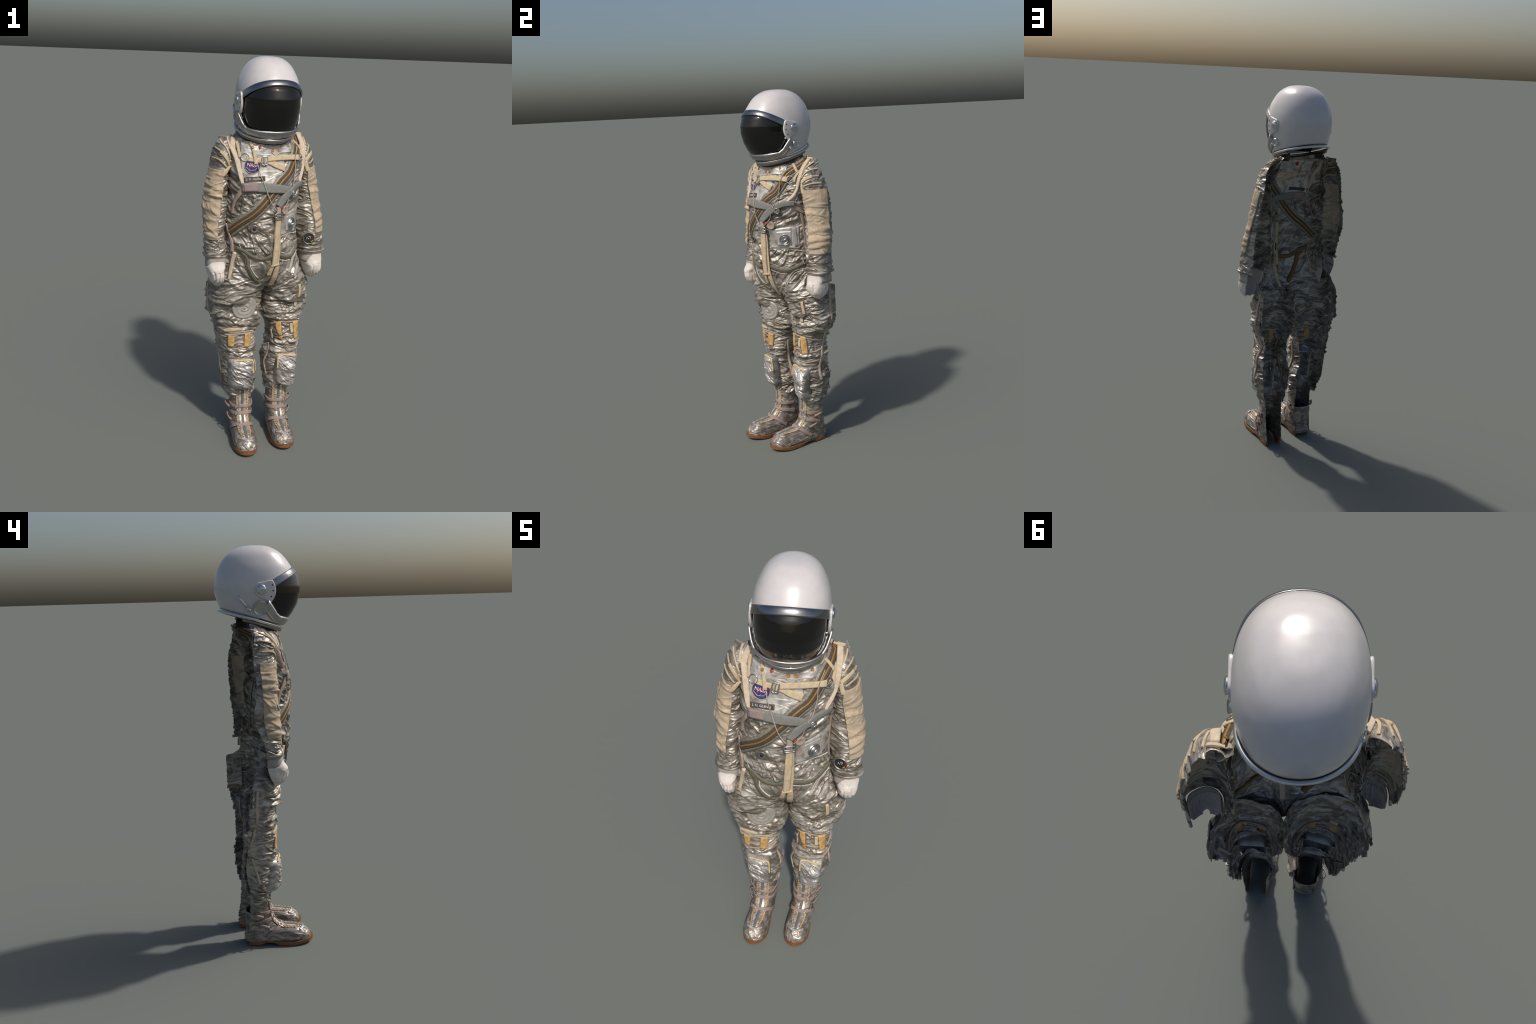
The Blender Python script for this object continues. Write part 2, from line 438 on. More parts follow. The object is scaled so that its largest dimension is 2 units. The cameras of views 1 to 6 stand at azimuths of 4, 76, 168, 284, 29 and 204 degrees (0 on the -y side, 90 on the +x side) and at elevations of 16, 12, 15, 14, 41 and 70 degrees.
ARM_L = [
    (1.632, [(.172, .10), (.178, .09), (.190, .08), (.205, .076), (.218, .08), (.225, .092), (.226, .10)]),
    (1.605, [(.174, .10), (.180, .06), (.194, .042), (.21, .038), (.226, .05), (.236, .074), (.237, .088)]),
    (1.555, [(.182, .08), (.186, .02), (.202, -.002), (.225, -.005), (.252, .018), (.263, .058), (.263, .09)]),
    (1.475, [(.183, .032), (.190, .01), (.21, -.02), (.24, -.017), (.275, .02), (.287, .06), (.288, .105)]),
    (1.370, [(.183, .034), (.192, .015), (.215, -.012), (.255, -.016), (.297, .018), (.309, .06), (.306, .105)]),
    (1.270, [(.182, .034), (.197, .015), (.225, -.016), (.265, -.025), (.310, .006), (.325, .05), (.314, .10)]),
    (1.180, [(.184, .036), (.204, .01), (.235, -.028), (.275, -.038), (.320, -.005), (.332, .035), (.322, .088)]),
    (1.110, [(.188, .06), (.209, .005), (.238, -.036), (.28, -.047), (.326, -.025), (.337, .012), (.322, .090)]),
    (1.035, [(.214, .05), (.216, -.008), (.242, -.042), (.286, -.051), (.334, -.030), (.346, .003), (.324, .085)]),
]
GLOVE_R = [
    (1.040, [(-.286, .05), (-.293, .018), (-.284, -.012), (-.25, -.032), (-.217, -.026), (-.20, .0), (-.197, .05)]),
    (1.005, [(-.288, .05), (-.295, .015), (-.284, -.018), (-.25, -.038), (-.218, -.032), (-.202, -.002), (-.199, .05)]),
    (.975, [(-.29, .05), (-.297, .012), (-.284, -.035), (-.25, -.057), (-.222, -.05), (-.205, -.008), (-.202, .05)]),
    (.940, [(-.287, .04), (-.294, .005), (-.28, -.038), (-.25, -.06), (-.224, -.052), (-.207, -.012), (-.205, .04)]),
    (.910, [(-.275, .025), (-.281, .0), (-.27, -.03), (-.247, -.046), (-.226, -.04), (-.213, -.012), (-.212, .025)]),
    (.886, [(-.255, .01), (-.257, .0), (-.253, -.01), (-.243, -.016), (-.232, -.014), (-.226, -.004), (-.226, .01)]),
]
GLOVE_L = [
    (1.030, [(.226, .045), (.229, -.012), (.25, -.038), (.284, -.044), (.325, -.025), (.336, .004), (.334, .05)]),
    (.985, [(.231, .045), (.233, -.018), (.252, -.046), (.286, -.053), (.327, -.034), (.338, -.002), (.336, .045)]),
    (.955, [(.234, .035), (.236, -.024), (.254, -.058), (.288, -.066), (.327, -.046), (.337, -.008), (.334, .035)]),
    (.920, [(.240, .03), (.242, -.022), (.259, -.054), (.289, -.061), (.322, -.042), (.332, -.008), (.33, .03)]),
    (.895, [(.252, .012), (.254, -.016), (.266, -.038), (.289, -.043), (.313, -.028), (.321, -.006), (.32, .014)]),
    (.880, [(.272, .0), (.273, -.008), (.278, -.016), (.289, -.019), (.30, -.013), (.304, -.006), (.303, .0)]),
]

BASE_BVH_V, BASE_BVH_F = [], []


def add_base(P):
    o = len(BASE_BVH_V)
    nv, nu, _ = P.shape
    BASE_BVH_V.extend(map(tuple, P.reshape(-1, 3)))
    BASE_BVH_F.extend([tuple(i + o for i in f) for f in grid_faces(nv, nu)])


for st in (TORSO, LEG_R, LEG_L, ARM_R, ARM_L, GLOVE_R, GLOVE_L):
    add_base(loft(st, 60, 90, 1, 0, tear=False))
BASE = BVHTree.FromPolygons(BASE_BVH_V, BASE_BVH_F)
PRESSED = []          # points where something lies on the cloth and flattens its folds


def snap(p, off=0.0, bvh=None):
    """nearest point of the smooth body surface, lifted by off; also its outward normal"""
    loc, n, _, _ = (bvh or BASE).find_nearest(Vector(p))
    n = -n
    return np.array(loc + n * off), np.array(n)


def resample(pts, step):
    pts = np.asarray(pts, float)
    d = catmull(pts, np.linspace(0, len(pts) - 1, 40 * len(pts)))
    L = np.concatenate([[0], np.cumsum(np.linalg.norm(np.diff(d, axis=0), axis=1))])
    n = max(4, int(L[-1] / step))
    q = np.linspace(0, L[-1], n)
    return np.stack([np.interp(q, L, d[:, c]) for c in range(3)], 1), q / L[-1]


def ribbon(name, pts, width, mat, off=0.004, thick=0.002, parent=None, bvh=None, crumple=0.0, smooth=4, step=0.004, across=7, kind=None, seed=5, free=False):
    """strip of webbing or cloth laid on the body along pts; width may be a list"""
    C, t = resample(pts, step)
    w = np.interp(t, np.linspace(0, 1, len(width)), width) if hasattr(width, '__len__') else np.full(len(t), width)
    S = [snap(c, 0, bvh) for c in C]
    if free:      # taut strap over the shoulder: keeps its own line instead of clinging to every dip
        k = np.clip((1.605 - C[:, 2]) / .09, 0, 1)[:, None]
        N = np.array([0, -.5, .85]) * (1 - k) + np.array([0, -1, .12]) * k
    else:
        C = np.array([s[0] for s in S])
        N = np.array([s[1] for s in S])
    for _ in range(smooth * 2):
        N[1:-1] = (N[:-2] + 2 * N[1:-1] + N[2:]) / 4
        C[1:-1] = (C[:-2] + 2 * C[1:-1] + C[2:]) / 4
    N /= np.linalg.norm(N, axis=1)[:, None]
    T = np.gradient(C, axis=0)
    B = np.cross(N, T)
    B /= np.linalg.norm(B, axis=1)[:, None] + 1e-9
    s = np.linspace(-.5, .5, across)
    P = C[:, None] + B[:, None] * (w[:, None, None] * s[None, :, None])
    Nn = np.zeros_like(P)
    for j in range(P.shape[0]):
        for i in range(across):
            q, n = (P[j, i], N[j]) if free else snap(P[j, i], 0, bvh)
            P[j, i] = q
            Nn[j, i] = n
    for _ in range(smooth):
        P[1:-1] = (P[:-2] + 2 * P[1:-1] + P[2:]) / 4
        Nn[1:-1] = (Nn[:-2] + 2 * Nn[1:-1] + Nn[2:]) / 4
    Nn /= np.linalg.norm(Nn, axis=2, keepdims=True) + 1e-9
    if bvh is None:
        PRESSED.extend(P.reshape(-1, 3))
    lift = np.full(P.shape[:2], off + thick)
    lift[:, 0] -= thick * .4
    lift[:, -1] -= thick * .4
    if crumple:
        lift = lift + np.abs(folds(P, seed, 0.0, crumple, .8))
    P = P + Nn * lift[..., None]
    ob = mesh_object(name, P.reshape(-1, 3), grid_faces(*P.shape[:2]), mat, parent or root)
    # make the faces look outward
    me = ob.data
    if np.dot(np.array(me.polygons[len(me.polygons) // 2].normal), Nn[P.shape[0] // 2, across // 2]) < 0:
        me.flip_normals()
    # body straps are sewn through, so they also show on the inner side of the open shell
    solidify(ob, off + thick + (.007 + .4 * off if bvh is None else -.1 * off))
    if kind:
        ob["kind"] = kind
    return ob


def frame_at(p, bvh=None, up=(0, 0, 1)):
    q, n = snap(p, 0, bvh)
    e1 = np.cross(np.array(up, float), n)
    e1 /= np.linalg.norm(e1)
    e2 = np.cross(n, e1)
    # e1 points to the viewer's right when seen from the front
    if e1[0] < 0 and abs(e1[0]) > .3:
        e1, e2 = -e1, e2
    return q, n, e1, e2


def rot2(a, b, ang):
    c, s = math.cos(ang), math.sin(ang)
    return a * c - b * s, a * s + b * c


LEG_BVH = None


def conform(p, uvh, ang=0.0, off=0.004, bvh=None):
    """lay points (u,v,h) given in a tangent plane at p onto the body"""
    q, n, e1, e2 = frame_at(p, bvh)
    out = []
    for u, v, h in uvh:
        u, v = rot2(u, v, ang)
        r, m = snap(q + e1 * u + e2 * v, 0, bvh)
        out.append(r + m * (off + h))
    return out


def conform_disc(name, p, prof, mat, parent=None, off=0.003, seg=40, oval=1.0, ang=0.0, press=True, bvh=None):
    """round part on the cloth; prof = [(radius, height)] from the rim to the middle"""
    uvh = [(r * math.cos(2 * math.pi * k / seg), oval * r * math.sin(2 * math.pi * k / seg), h) for r, h in prof for k in range(seg)]
    V = conform(p, uvh, ang, off, bvh)
    if press:
        PRESSED.extend(V)
    F = grid_faces(len(prof), seg, close=True)
    F.append(tuple(range((len(prof) - 1) * seg, len(prof) * seg)))
    ob = mesh_object(name, V, F, mat, parent or root)
    n = frame_at(p)[1]
    if np.dot(np.array(ob.data.polygons[-1].normal), n) < 0:
        ob.data.flip_normals()
    return ob


def conform_loop(name, p, w, h, r, mat, off=0.007, ang=0.0, round_=4.0, parent=None):
    """wire loop or buckle frame lying on the cloth"""
    uv = []
    for k in range(48):
        a = 2 * math.pi * k / 48
        c, s = math.cos(a), math.sin(a)
        e = 2 / round_
        uv.append((w / 2 * math.copysign(abs(c) ** e, c), h / 2 * math.copysign(abs(s) ** e, s), 0))
    return tube(name, conform(p, uv, ang, off), r, mat, parent or root, True, 8)


def lettering(name, text, p, size, mat, off, ang=0.0, parent=None, shear=0.0, shift=(0, 0)):
    cu = bpy.data.curves.new(name, 'FONT')
    cu.body = text
    cu.size = size
    cu.align_x = 'CENTER'
    cu.align_y = 'CENTER'
    cu.extrude = 0.0006
    cu.offset = size * 0.02
    cu.resolution_u = 3
    tmp = bpy.data.objects.new(name, cu)
    bpy.context.scene.collection.objects.link(tmp)
    me = bpy.data.meshes.new_from_object(tmp.evaluated_get(bpy.context.evaluated_depsgraph_get()))
    bpy.data.objects.remove(tmp)
    co = [(v.co.x + shift[0] + shear * v.co.y, v.co.y + shift[1], v.co.z) for v in me.vertices]
    V = conform(p, co, ang, off)
    F = [tuple(f.vertices) for f in me.polygons]
    bpy.data.meshes.remove(me)
    return mesh_object(name, V, F, mat, parent or root, smooth=False)


def stitches(pts, mat, width=.0035, length=.0035, gap=.005, off=.004, name="stitching", bvh=None, parent=None):
    C, t = resample(pts, gap)
    V, F = [], []
    T = np.gradient(C, axis=0)
    for c, tt in zip(C, T):
        q, n = snap(c, off, bvh)
        tt = tt / (np.linalg.norm(tt) + 1e-9)
        b = np.cross(n, tt)
        o = len(V)
        for a, d, h in ((-1, -1, -.004), (1, -1, -.004), (1, 1, -.004), (-1, 1, -.004), (-.7, -.7, .001), (.7, -.7, .001), (.7, .7, .001), (-.7, .7, .001)):
            V.append(q + tt * a * length / 2 + b * d * width / 2 + n * h)
        F += [(o + 4, o + 5, o + 6, o + 7), (o, o + 1, o + 5, o + 4), (o + 1, o + 2, o + 6, o + 5), (o + 2, o + 3, o + 7, o + 6), (o + 3, o, o + 4, o + 7)]
    ob = mesh_object(name, V, F, mat, parent or root, smooth=False)
    ob["kind"] = "stuff"
    return ob


def tube(name, pts, r, mat, parent, closed=False, nseg=10, flat=None):
    pts = [np.array(p, float) for p in pts]
    n = len(pts)
    V = []
    for i, p in enumerate(pts):
        a = pts[(i - 1) % n] if (closed or i > 0) else p
        b = pts[(i + 1) % n] if (closed or i < n - 1) else p
        t = b - a
        t /= np.linalg.norm(t) + 1e-12
        up = np.array([0, 0, 1.0]) if abs(t[2]) < .9 else np.array([0, 1.0, 0])
        s = np.cross(t, up)
        s /= np.linalg.norm(s)
        u = np.cross(s, t)
        for k in range(nseg):
            q = 2 * math.pi * k / nseg
            V.append(p + r * (math.cos(q) * s * (flat or 1) + math.sin(q) * u))
    F = []
    for i in range(n if closed else n - 1):
        for k in range(nseg):
            a, b = i * nseg + k, i * nseg + (k + 1) % nseg
            c, d = ((i + 1) % n) * nseg + (k + 1) % nseg, ((i + 1) % n) * nseg + k
            F.append((a, b, c, d))
    if not closed:
        F += [tuple(range(nseg))[::-1], tuple(range((n - 1) * nseg, n * nseg))]
    return mesh_object(name, V, F, mat, parent)


def cord(name, pts, r, mat, off=.006, step=.006):
    C, _ = resample(pts, step)
    C = np.array([snap(c, off)[0] for c in C])
    for _ in range(6):
        C[1:-1] = (C[:-2] + 2 * C[1:-1] + C[2:]) / 4
    return tube(name, C, r, mat, root, False, 8)


def dome_disc(name, centre, normal, r, h, mat, parent, seg=36, lip=0.0):
    """round button: short wall and a domed face"""
    prof = [(r, -.006), (r, h * .35), (r * .96, h * .5), (r * .8, h * .78), (r * .5, h * .95), (0.001, h)]
    if lip:
        prof = [(r, -.006), (r, h), (r * .94, h), (r * .9, h * .7), (r * .6, h * .72), (0.001, h * .75)]
    n = Vector(normal).normalized()
    q = n.to_track_quat('Z', 'Y')
    V, F = [], []
    for rr, zz in prof:
        for k in range(seg):
            a = 2 * math.pi * k / seg
            V.append(q @ Vector((rr * math.cos(a), rr * math.sin(a), zz)) + Vector(centre))
    F = grid_faces(len(prof), seg, close=True)
    F.append(tuple(range((len(prof) - 1) * seg, len(prof) * seg)))
    return mesh_object(name, V, F, mat, parent)


def limb_fold_dir(p, r):
    return r.normal(-.2 if p[0] < 0 else .2, .4)


def loft_patch(name, stations, z0, z1, xlo, xhi, mat, off=.004, seed=9, amp=.003, nu=70, nv=160, bumps=(), extend=(0, 0)):
    """cloth panel that follows a body part between two x limits (functions of z)"""
    G = loft(stations, 300, 300, 1, 0, tear=False)
    zs = np.linspace(z0, z1, nv)
    gz = G[:, 0, 2]
    P = np.zeros((nv, nu, 3))
    for j, z in enumerate(zs):
        f = np.interp(-z, -gz, np.arange(300))
        a = int(min(f, 298))
        row = G[a] * (1 - (f - a)) + G[a + 1] * (f - a)
        i0, i1 = int(np.argmin(row[:, 0])), int(np.argmax(row[:, 0]))
        seq = row[i0:i1 + 1]
        ulo = np.interp(xlo(z), seq[:, 0], np.arange(i0, i1 + 1)) - extend[0]
        uhi = np.interp(xhi(z), seq[:, 0], np.arange(i0, i1 + 1)) + extend[1]
        u = np.linspace(max(0, ulo), min(299, uhi), nu)
        for c in range(3):
            P[j, :, c] = np.interp(u, np.arange(300), row[:, c])
    PRESSED.extend(P[::3, ::3].reshape(-1, 3))
    N = grid_normals(P)
    if N[nv // 2, nu // 2, 1] > 0:
        N = -N
    D = off + np.abs(folds(P, seed, 0.2, amp * .6, .5)) + np.maximum(0, creases(P, seed, 20, limb_fold_dir, (.02, .055), (.005, .014), (.001, amp * .8)))
    for fn in bumps:
        D = D + fn(P)
    P = P + N * D[..., None]
    ob = mesh_object(name, P.reshape(-1, 3), grid_faces(nv, nu, flip=True), mat, root)
    solidify(ob, off + .0075)
    return ob


def lin(*zx):
    z = [a for a, _ in zx][::-1]
    x = [b for _, b in zx][::-1]
    return lambda q: float(np.interp(q, z, x))


def rolls(levels, height, width, tilt=0.0, x0=0.0):
    """stacked puffed rolls of cloth across a limb"""
    def fn(P):
        z = P[..., 2] + tilt * (P[..., 0] - x0) + .004 * perlin(P * 25, 3)
        d = np.zeros(z.shape)
        for lv in levels:
            d = np.maximum(d, np.exp(-((z - lv) / width) ** 2))
        return height * d
    return fn


def ridge_line(pts, width, height):
    """roll of cloth following a polyline in the front (x,z) plane"""
    pts = np.array(pts, float)

    def fn(P):
        X = np.stack([P[..., 0] + .006 * perlin(P * 30, 5), P[..., 2] + .006 * perlin(P * 30, 6)], -1)
        best = np.full(X.shape[:-1], 1e9)
        for a, b in zip(pts[:-1], pts[1:]):
            ab = b - a
            t = np.clip(((X - a) @ ab) / (ab @ ab), 0, 1)
            best = np.minimum(best, np.linalg.norm(X - (a + t[..., None] * ab), axis=-1))
        return height * np.exp(-(best / width) ** 2)
    return fn


# ------------------------------------------------------------------ sleeve panels, chest panel
loft_patch("sleeve_panel", ARM_R, 1.468, 1.125, lin((1.47, -1), (1.0, -1)), lin((1.47, -.226), (1.39, -.226), (1.27, -.240), (1.18, -.252), (1.12, -.250)),
           M_BEIGE, .004, 41, .006, bumps=(rolls((1.385, 1.345, 1.262), .005, .014, .55, -.26), rolls((1.226, 1.180, 1.146), .006, .013, .05, -.27)), extend=(8, 0))
loft_patch("sleeve_panel", ARM_L, 1.468, 1.132, lin((1.47, .222), (1.40, .226), (1.3, .250), (1.22, .265), (1.13, .276)), lin((1.5, 1), (1.0, 1)),
           M_BEIGE, .004, 43, .006, bumps=(rolls((1.250, 1.200, 1.168), .007, .014, -.25, .28), rolls((1.34,), .003, .02, .3, .28),), extend=(0, 6))
loft_patch("chest_panel", TORSO, 1.555, 1.405, lin((1.56, -.15), (1.40, -.155)), lin((1.555, .02), (1.53, .05), (1.49, .062), (1.46, .040), (1.405, -.02)), M_CHEST, .003, 47, .002, nu=90)
loft_patch("collar_yoke", TORSO, 1.602, 1.553, lin((1.6, -.135), (1.55, -.15)), lin((1.6, .118), (1.55, .128)), M_CHEST, .003, 49, .004, nu=90, nv=60)

# ------------------------------------------------------------------ zippers
ZIP = [(.178, .075, 1.618), (.167, .016, 1.591), (.145, -.034, 1.563), (.133, -.051, 1.547), (.113, -.074, 1.502), (.086, -.093, 1.457), (.054, -.11, 1.434), (.025, -.122, 1.41),
       (-.013, -.128, 1.365), (-.04, -.129, 1.336), (-.075, -.125, 1.296), (-.111, -.11, 1.259), (-.155, -.075, 1.218), (-.187, -.02, 1.165)]


def zipper(pts, wide, tape, teeth, mats, off):
    if wide:
        ribbon("zipper_edging", pts, wide, mats[0], off, .0015, crumple=.0008, seed=13)
    ribbon("zipper_tape", pts, tape, mats[1], off + .002, .002)
    ribbon("zipper_teeth", pts, teeth, mats[2], off + .004, .0025, across=5)


zipper(ZIP, .058, .034, .0085, (M_ZIP_EDGE, M_ZIP_DARK, M_ZIP_GOLD), .003)
WAIST = [(-.172, -.06, 1.090), (-.143, -.087, 1.078), (-.118, -.102, 1.058), (-.084, -.114, 1.04), (-.048, -.123, 1.035), (-.005, -.13, 1.048), (.044, -.117, 1.047), (.094, -.092, 1.03),
         (.133, -.067, 1.03), (.161, -.039, 1.044), (.19, .005, 1.068)]
zipper(WAIST, .0, .019, .004, (None, M_ZIP_GREEN, M_ZIP_BROWN), .003)
zipper([(-.150, -.082, 1.068), (-.129, -.095, 1.046), (-.123, -.094, 1.002), (-.103, -.095, .962), (-.075, -.086, .92), (-.036, -.066, .89)], .0, .018, .004, (None, M_ZIP_GREEN, M_ZIP_BROWN), .003)
for pts in ([(.037, -.119, 1.145), (.077, -.094, 1.148), (.115, -.069, 1.15), (.148, -.041, 1.142), (.18, -.006, 1.135)],
            [(.115, -.084, .951), (.133, -.071, .989), (.15, -.051, 1.02), (.172, -.025, 1.034), (.193, .01, 1.034)],
            [(.122, -.08, .947), (.142, -.065, .985), (.16, -.045, 1.014), (.182, -.018, 1.026)],
            [(.043, -.118, 1.068), (.087, -.095, 1.051), (.121, -.075, 1.044), (.15, -.05, 1.062), (.17, -.02, 1.08)],
            [(.043, -.118, 1.028), (.087, -.095, 1.012), (.121, -.075, 1.01)],
            [(-.085, -.118, 1.122), (-.045, -.128, 1.123), (-.01, -.133, 1.128)],
            [(-.16, -.073, 1.110), (-.150, -.08, 1.075)], [(-.11, -.105, 1.03), (-.108, -.10, 1.0), (-.09, -.1, .965), (-.06, -.09, .93)],
            [(-.088, -.062, 1.563), (-.06, -.071, 1.555), (-.031, -.077, 1.548), (.0, -.077, 1.548), (.021, -.078, 1.551), (.07, -.07, 1.56), (.104, -.048, 1.579), (.133, -.01, 1.596)]):
    stitches(pts, M_STITCH)

# ------------------------------------------------------------------ harness
ribbon("suspender", [(-.149, .016, 1.598), (-.153, -.015, 1.571), (-.152, -.041, 1.53)], .014, M_CREAM, .005)
ribbon("suspender", [(-.154, .052, 1.608), (-.171, .021, 1.586), (-.176, .005, 1.561), (-.17, -.025, 1.53), (-.165, -.045, 1.489), (-.159, -.062, 1.44), (-.151, -.076, 1.405)], [.026, .027, .027, .026, .025, .022, .016], M_WHITE_WEB, .009, .003, smooth=2, free=True)
ribbon("suspender", [(.183, .016, 1.574), (.179, -.007, 1.556), (.174, -.026, 1.538), (.173, -.038, 1.51)], .012, M_CREAM, .008)
ribbon("suspender", [(.199, .06, 1.620), (.199, .017, 1.582), (.196, .0, 1.549), (.192, -.016, 1.515), (.185, -.024, 1.474), (.172, -.04, 1.439), (.154, -.065, 1.411)], [.024, .027, .027, .026, .024, .02, .012], M_WHITE_WEB, .010, .003, smooth=2, free=True)
ribbon("shoulder_tape", [(.155, .075, 1.632), (.184, .072, 1.624), (.214, .068, 1.616)], .013, M_CREAM, .008)
ribbon("collar_tab", [(.136, -.002, 1.6), (.154, -.008, 1.582), (.174, -.012, 1.558)], .014, M_CREAM, .009)
ribbon("chest_strap", [(-.128, -.06, 1.527), (-.097, -.07, 1.522), (-.055, -.081, 1.517)], .022, M_CREAM, .006)
ribbon("chest_strap", [(-.05, -.084, 1.512), (-.024, -.088, 1.513), (.014, -.096, 1.495), (.056, -.096, 1.478)], [.026, .027, .028, .027], M_CREAM, .008)
ribbon("chest_strap", [(-.050, -.082, 1.520), (-.017, -.084, 1.526), (.03, -.084, 1.529), (.087, -.075, 1.529), (.145, -.055, 1.524)], [.024, .025, .026, .025, .026], M_CREAM, .011, .003)
ribbon("chest_tab", [(-.101, -.035, 1.598), (-.094, -.061, 1.562), (-.087, -.078, 1.500)], [.013, .014, .018], M_CREAM, .011)
conform_disc("snap_fastener", (-.097, -.054, 1.576), [(.006, 0), (.006, .003), (.004, .004), (.002, .003), (.0005, .003)], M_ZIP_GOLD, off=.012, seg=20, press=False)
conform_loop("strap_ring", (-.133, -.054, 1.532), .036, .036, .0018, M_STEEL, .008, round_=2)
conform_loop("strap_ring", (.154, -.048, 1.523), .036, .036, .0018, M_STEEL, .010, round_=2)
conform_loop("chest_buckle", (-.048, -.084, 1.516), .026, .040, .0032, M_STEEL, .012, ang=-.1)
conform_loop("chest_buckle", (-.040, -.084, 1.516), .014, .038, .0026, M_STEEL, .015, ang=-.1)
ribbon("buckle_keeper", [(-.052, -.082, 1.517), (-.040, -.083, 1.517)], .032, M_CREAM, .010, .004)
GREY = [(-.151, -.078, 1.393), (-.106, -.102, 1.396), (-.055, -.118, 1.394), (-.027, -.124, 1.390), (.011, -.126, 1.388), (.049, -.121, 1.382), (.088, -.108, 1.372)]
ribbon("grey_strap", GREY, [.042, .046, .046, .045, .043, .038, .026], M_GREY_STRAP, .012, .003)
stitches([(p[0], p[1], p[2] - .004) for p in GREY[2:]], M_ZIP_DARK, .001, .003, .005, .0145)
ribbon("mauve_patch", [(-.144, -.083, 1.392), (-.112, -.1, 1.396), (-.086, -.108, 1.396)], .037, M_MAUVE, .0148, .001)
ribbon("grey_strap", [(.172, -.042, 1.400), (.135, -.08, 1.398), (.1, -.101, 1.382), (.073, -.113, 1.362)], [.026, .026, .027, .03], M_GREY_STRAP, .013, .003)
ribbon("grey_strap", [(.084, -.11, 1.371), (.051, -.121, 1.347), (.012, -.131, 1.304)], [.034, .037, .030], M_GREY_STRAP, .016, .003)
conform_loop("strap_buckle", (.100, -.098, 1.362), .02, .026, .003, M_STEEL, .018, ang=.6)
ribbon("strap_keeper", [(.112, -.093, 1.368), (.092, -.105, 1.350)], .014, M_STEEL, .015, .004)
ribbon("vertical_strap", [(.030, -.126, 1.235), (.034, -.122, 1.086), (.032, -.12, 1.005)], [.012, .011, .014], M_CREAM, .009, .003)
ribbon("vertical_strap", [(.015, -.132, 1.245), (.014, -.131, 1.163), (.013, -.13, 1.091), (.011, -.122, .998)], [.026, .028, .026, .024], M_CREAM, .014, .003)
ribbon("vertical_strap", [(.032, -.122, 1.030), (.031, -.117, .985), (.03, -.085, .92), (.029, -.05, .872)], [.014, .027, .028, .026], M_CREAM, .009, .003)
ribbon("strap_end", [(.002, -.122, 1.000), (-.007, -.103, .945)], [.018, .022], M_CREAM, .01, .004)
ribbon("strap_end", [(-.006, -.12, 1.003), (.036, -.12, 1.008)], .009, M_CREAM, .017, .002)
ribbon("strap_tab", [(.014, -.132, 1.300), (.014, -.132, 1.256)], [.02, .026], M_TAUPE, .014, .004)
conform_loop("strap_buckle", (.014, -.132, 1.258), .040, .022, .0035, M_STEEL, .018)
conform_loop("strap_buckle", (.014, -.132, 1.248), .038, .012, .003, M_STEEL, .021)
ribbon("hip_strap", [(-.174, -.058, 1.066), (-.184, -.048, 1.01), (-.199, -.048, .926)], [.02, .018, .016], M_WHITE_WEB, .010, .004)
ribbon("hip_strap", [(-.195, .01, 1.20), (-.184, -.035, 1.122), (-.184, -.042, 1.067)], [.012, .014, .018], M_TAUPE, .005, .003)
ribbon("side_strap", [(-.150, -.08, 1.385), (-.168, -.06, 1.345), (-.178, -.04, 1.31), (-.181, -.03, 1.26)], [.022, .02, .016, .012], M_TAUPE, .006, .003)
ribbon("side_strap", [(.168, -.045, 1.385), (.181, -.01, 1.355), (.184, .02, 1.34)], [.018, .018, .016], M_TAUPE, .006, .003)
ribbon("side_strap", [(.183, -.005, 1.345), (.184, .01, 1.25), (.19, .02, 1.10)], [.014, .012, .012], M_TAUPE, .004, .002)
cord("oxygen_cord", [(-.081, -.082, 1.499), (-.075, -.096, 1.459), (-.056, -.116, 1.405), (-.032, -.132, 1.333), (.0, -.134, 1.283)], .0024, M_CORD, .017)
cord("release_cord", [(.133, -.04, 1.572), (.118, -.061, 1.541), (.11, -.074, 1.505), (.11, -.082, 1.465), (.094, -.105, 1.401), (.068, -.115, 1.353), (.064, -.115, 1.32), (.028, -.128, 1.280)], .0020, M_CORD, .017)
conform_disc("red_tag", (.036, -.127, 1.292), [(.007, 0), (.006, .003), (.001, .004)], M_RED, off=.014, seg=16, press=False)
conform_disc("hose_fitting", (.060, -.116, 1.278), [(.022, 0), (.022, .006), (.017, .008), (.012, .004), (.001, .004)], M_TAUPE, off=.005)
for e in ((-.001, -.073, 1.565), (.027, -.073, 1.566), (.089, -.054, 1.582), (-.064, -.064, 1.579)):
    conform_disc("eyelet", e, [(.0075, 0), (.0075, .002), (.0045, .003), (.0035, .0), (.0005, 0)], M_ZIP_GOLD, off=.005, seg=18, press=False)
ribbon("red_tag", [(-.062, -.064, 1.588), (-.067, -.066, 1.572)], .006, M_RED, .009, .002)
cord("collar_lace", [(-.009, -.074, 1.562), (-.006, -.078, 1.55), (.007, -.081, 1.538), (.014, -.08, 1.544), (.022, -.075, 1.562)], .0016, M_CREAM, .008)

# ------------------------------------------------------------------ round patch and name tag
PATCH = (-.103, -.074, 1.494)
patch = conform_disc("round_patch", PATCH, [(.038, -.003), (.038, .0015), (.0365, .002), (.036, .0012), (.02, .0012), (.0005, .0012)], M_PATCH_BLUE, off=.006, seg=48)
ring = [(.0372 * math.cos(a), .0372 * math.sin(a), 0) for a in np.linspace(0, 2 * math.pi, 64, endpoint=False)]
tube("patch_border", conform(PATCH, ring, 0, .008), .0013, M_CREAM, patch, True, 6)
lettering("patch_lettering", "NASA", PATCH, .021, M_WHITE, .0082, -.12, patch, shift=(0, .002))


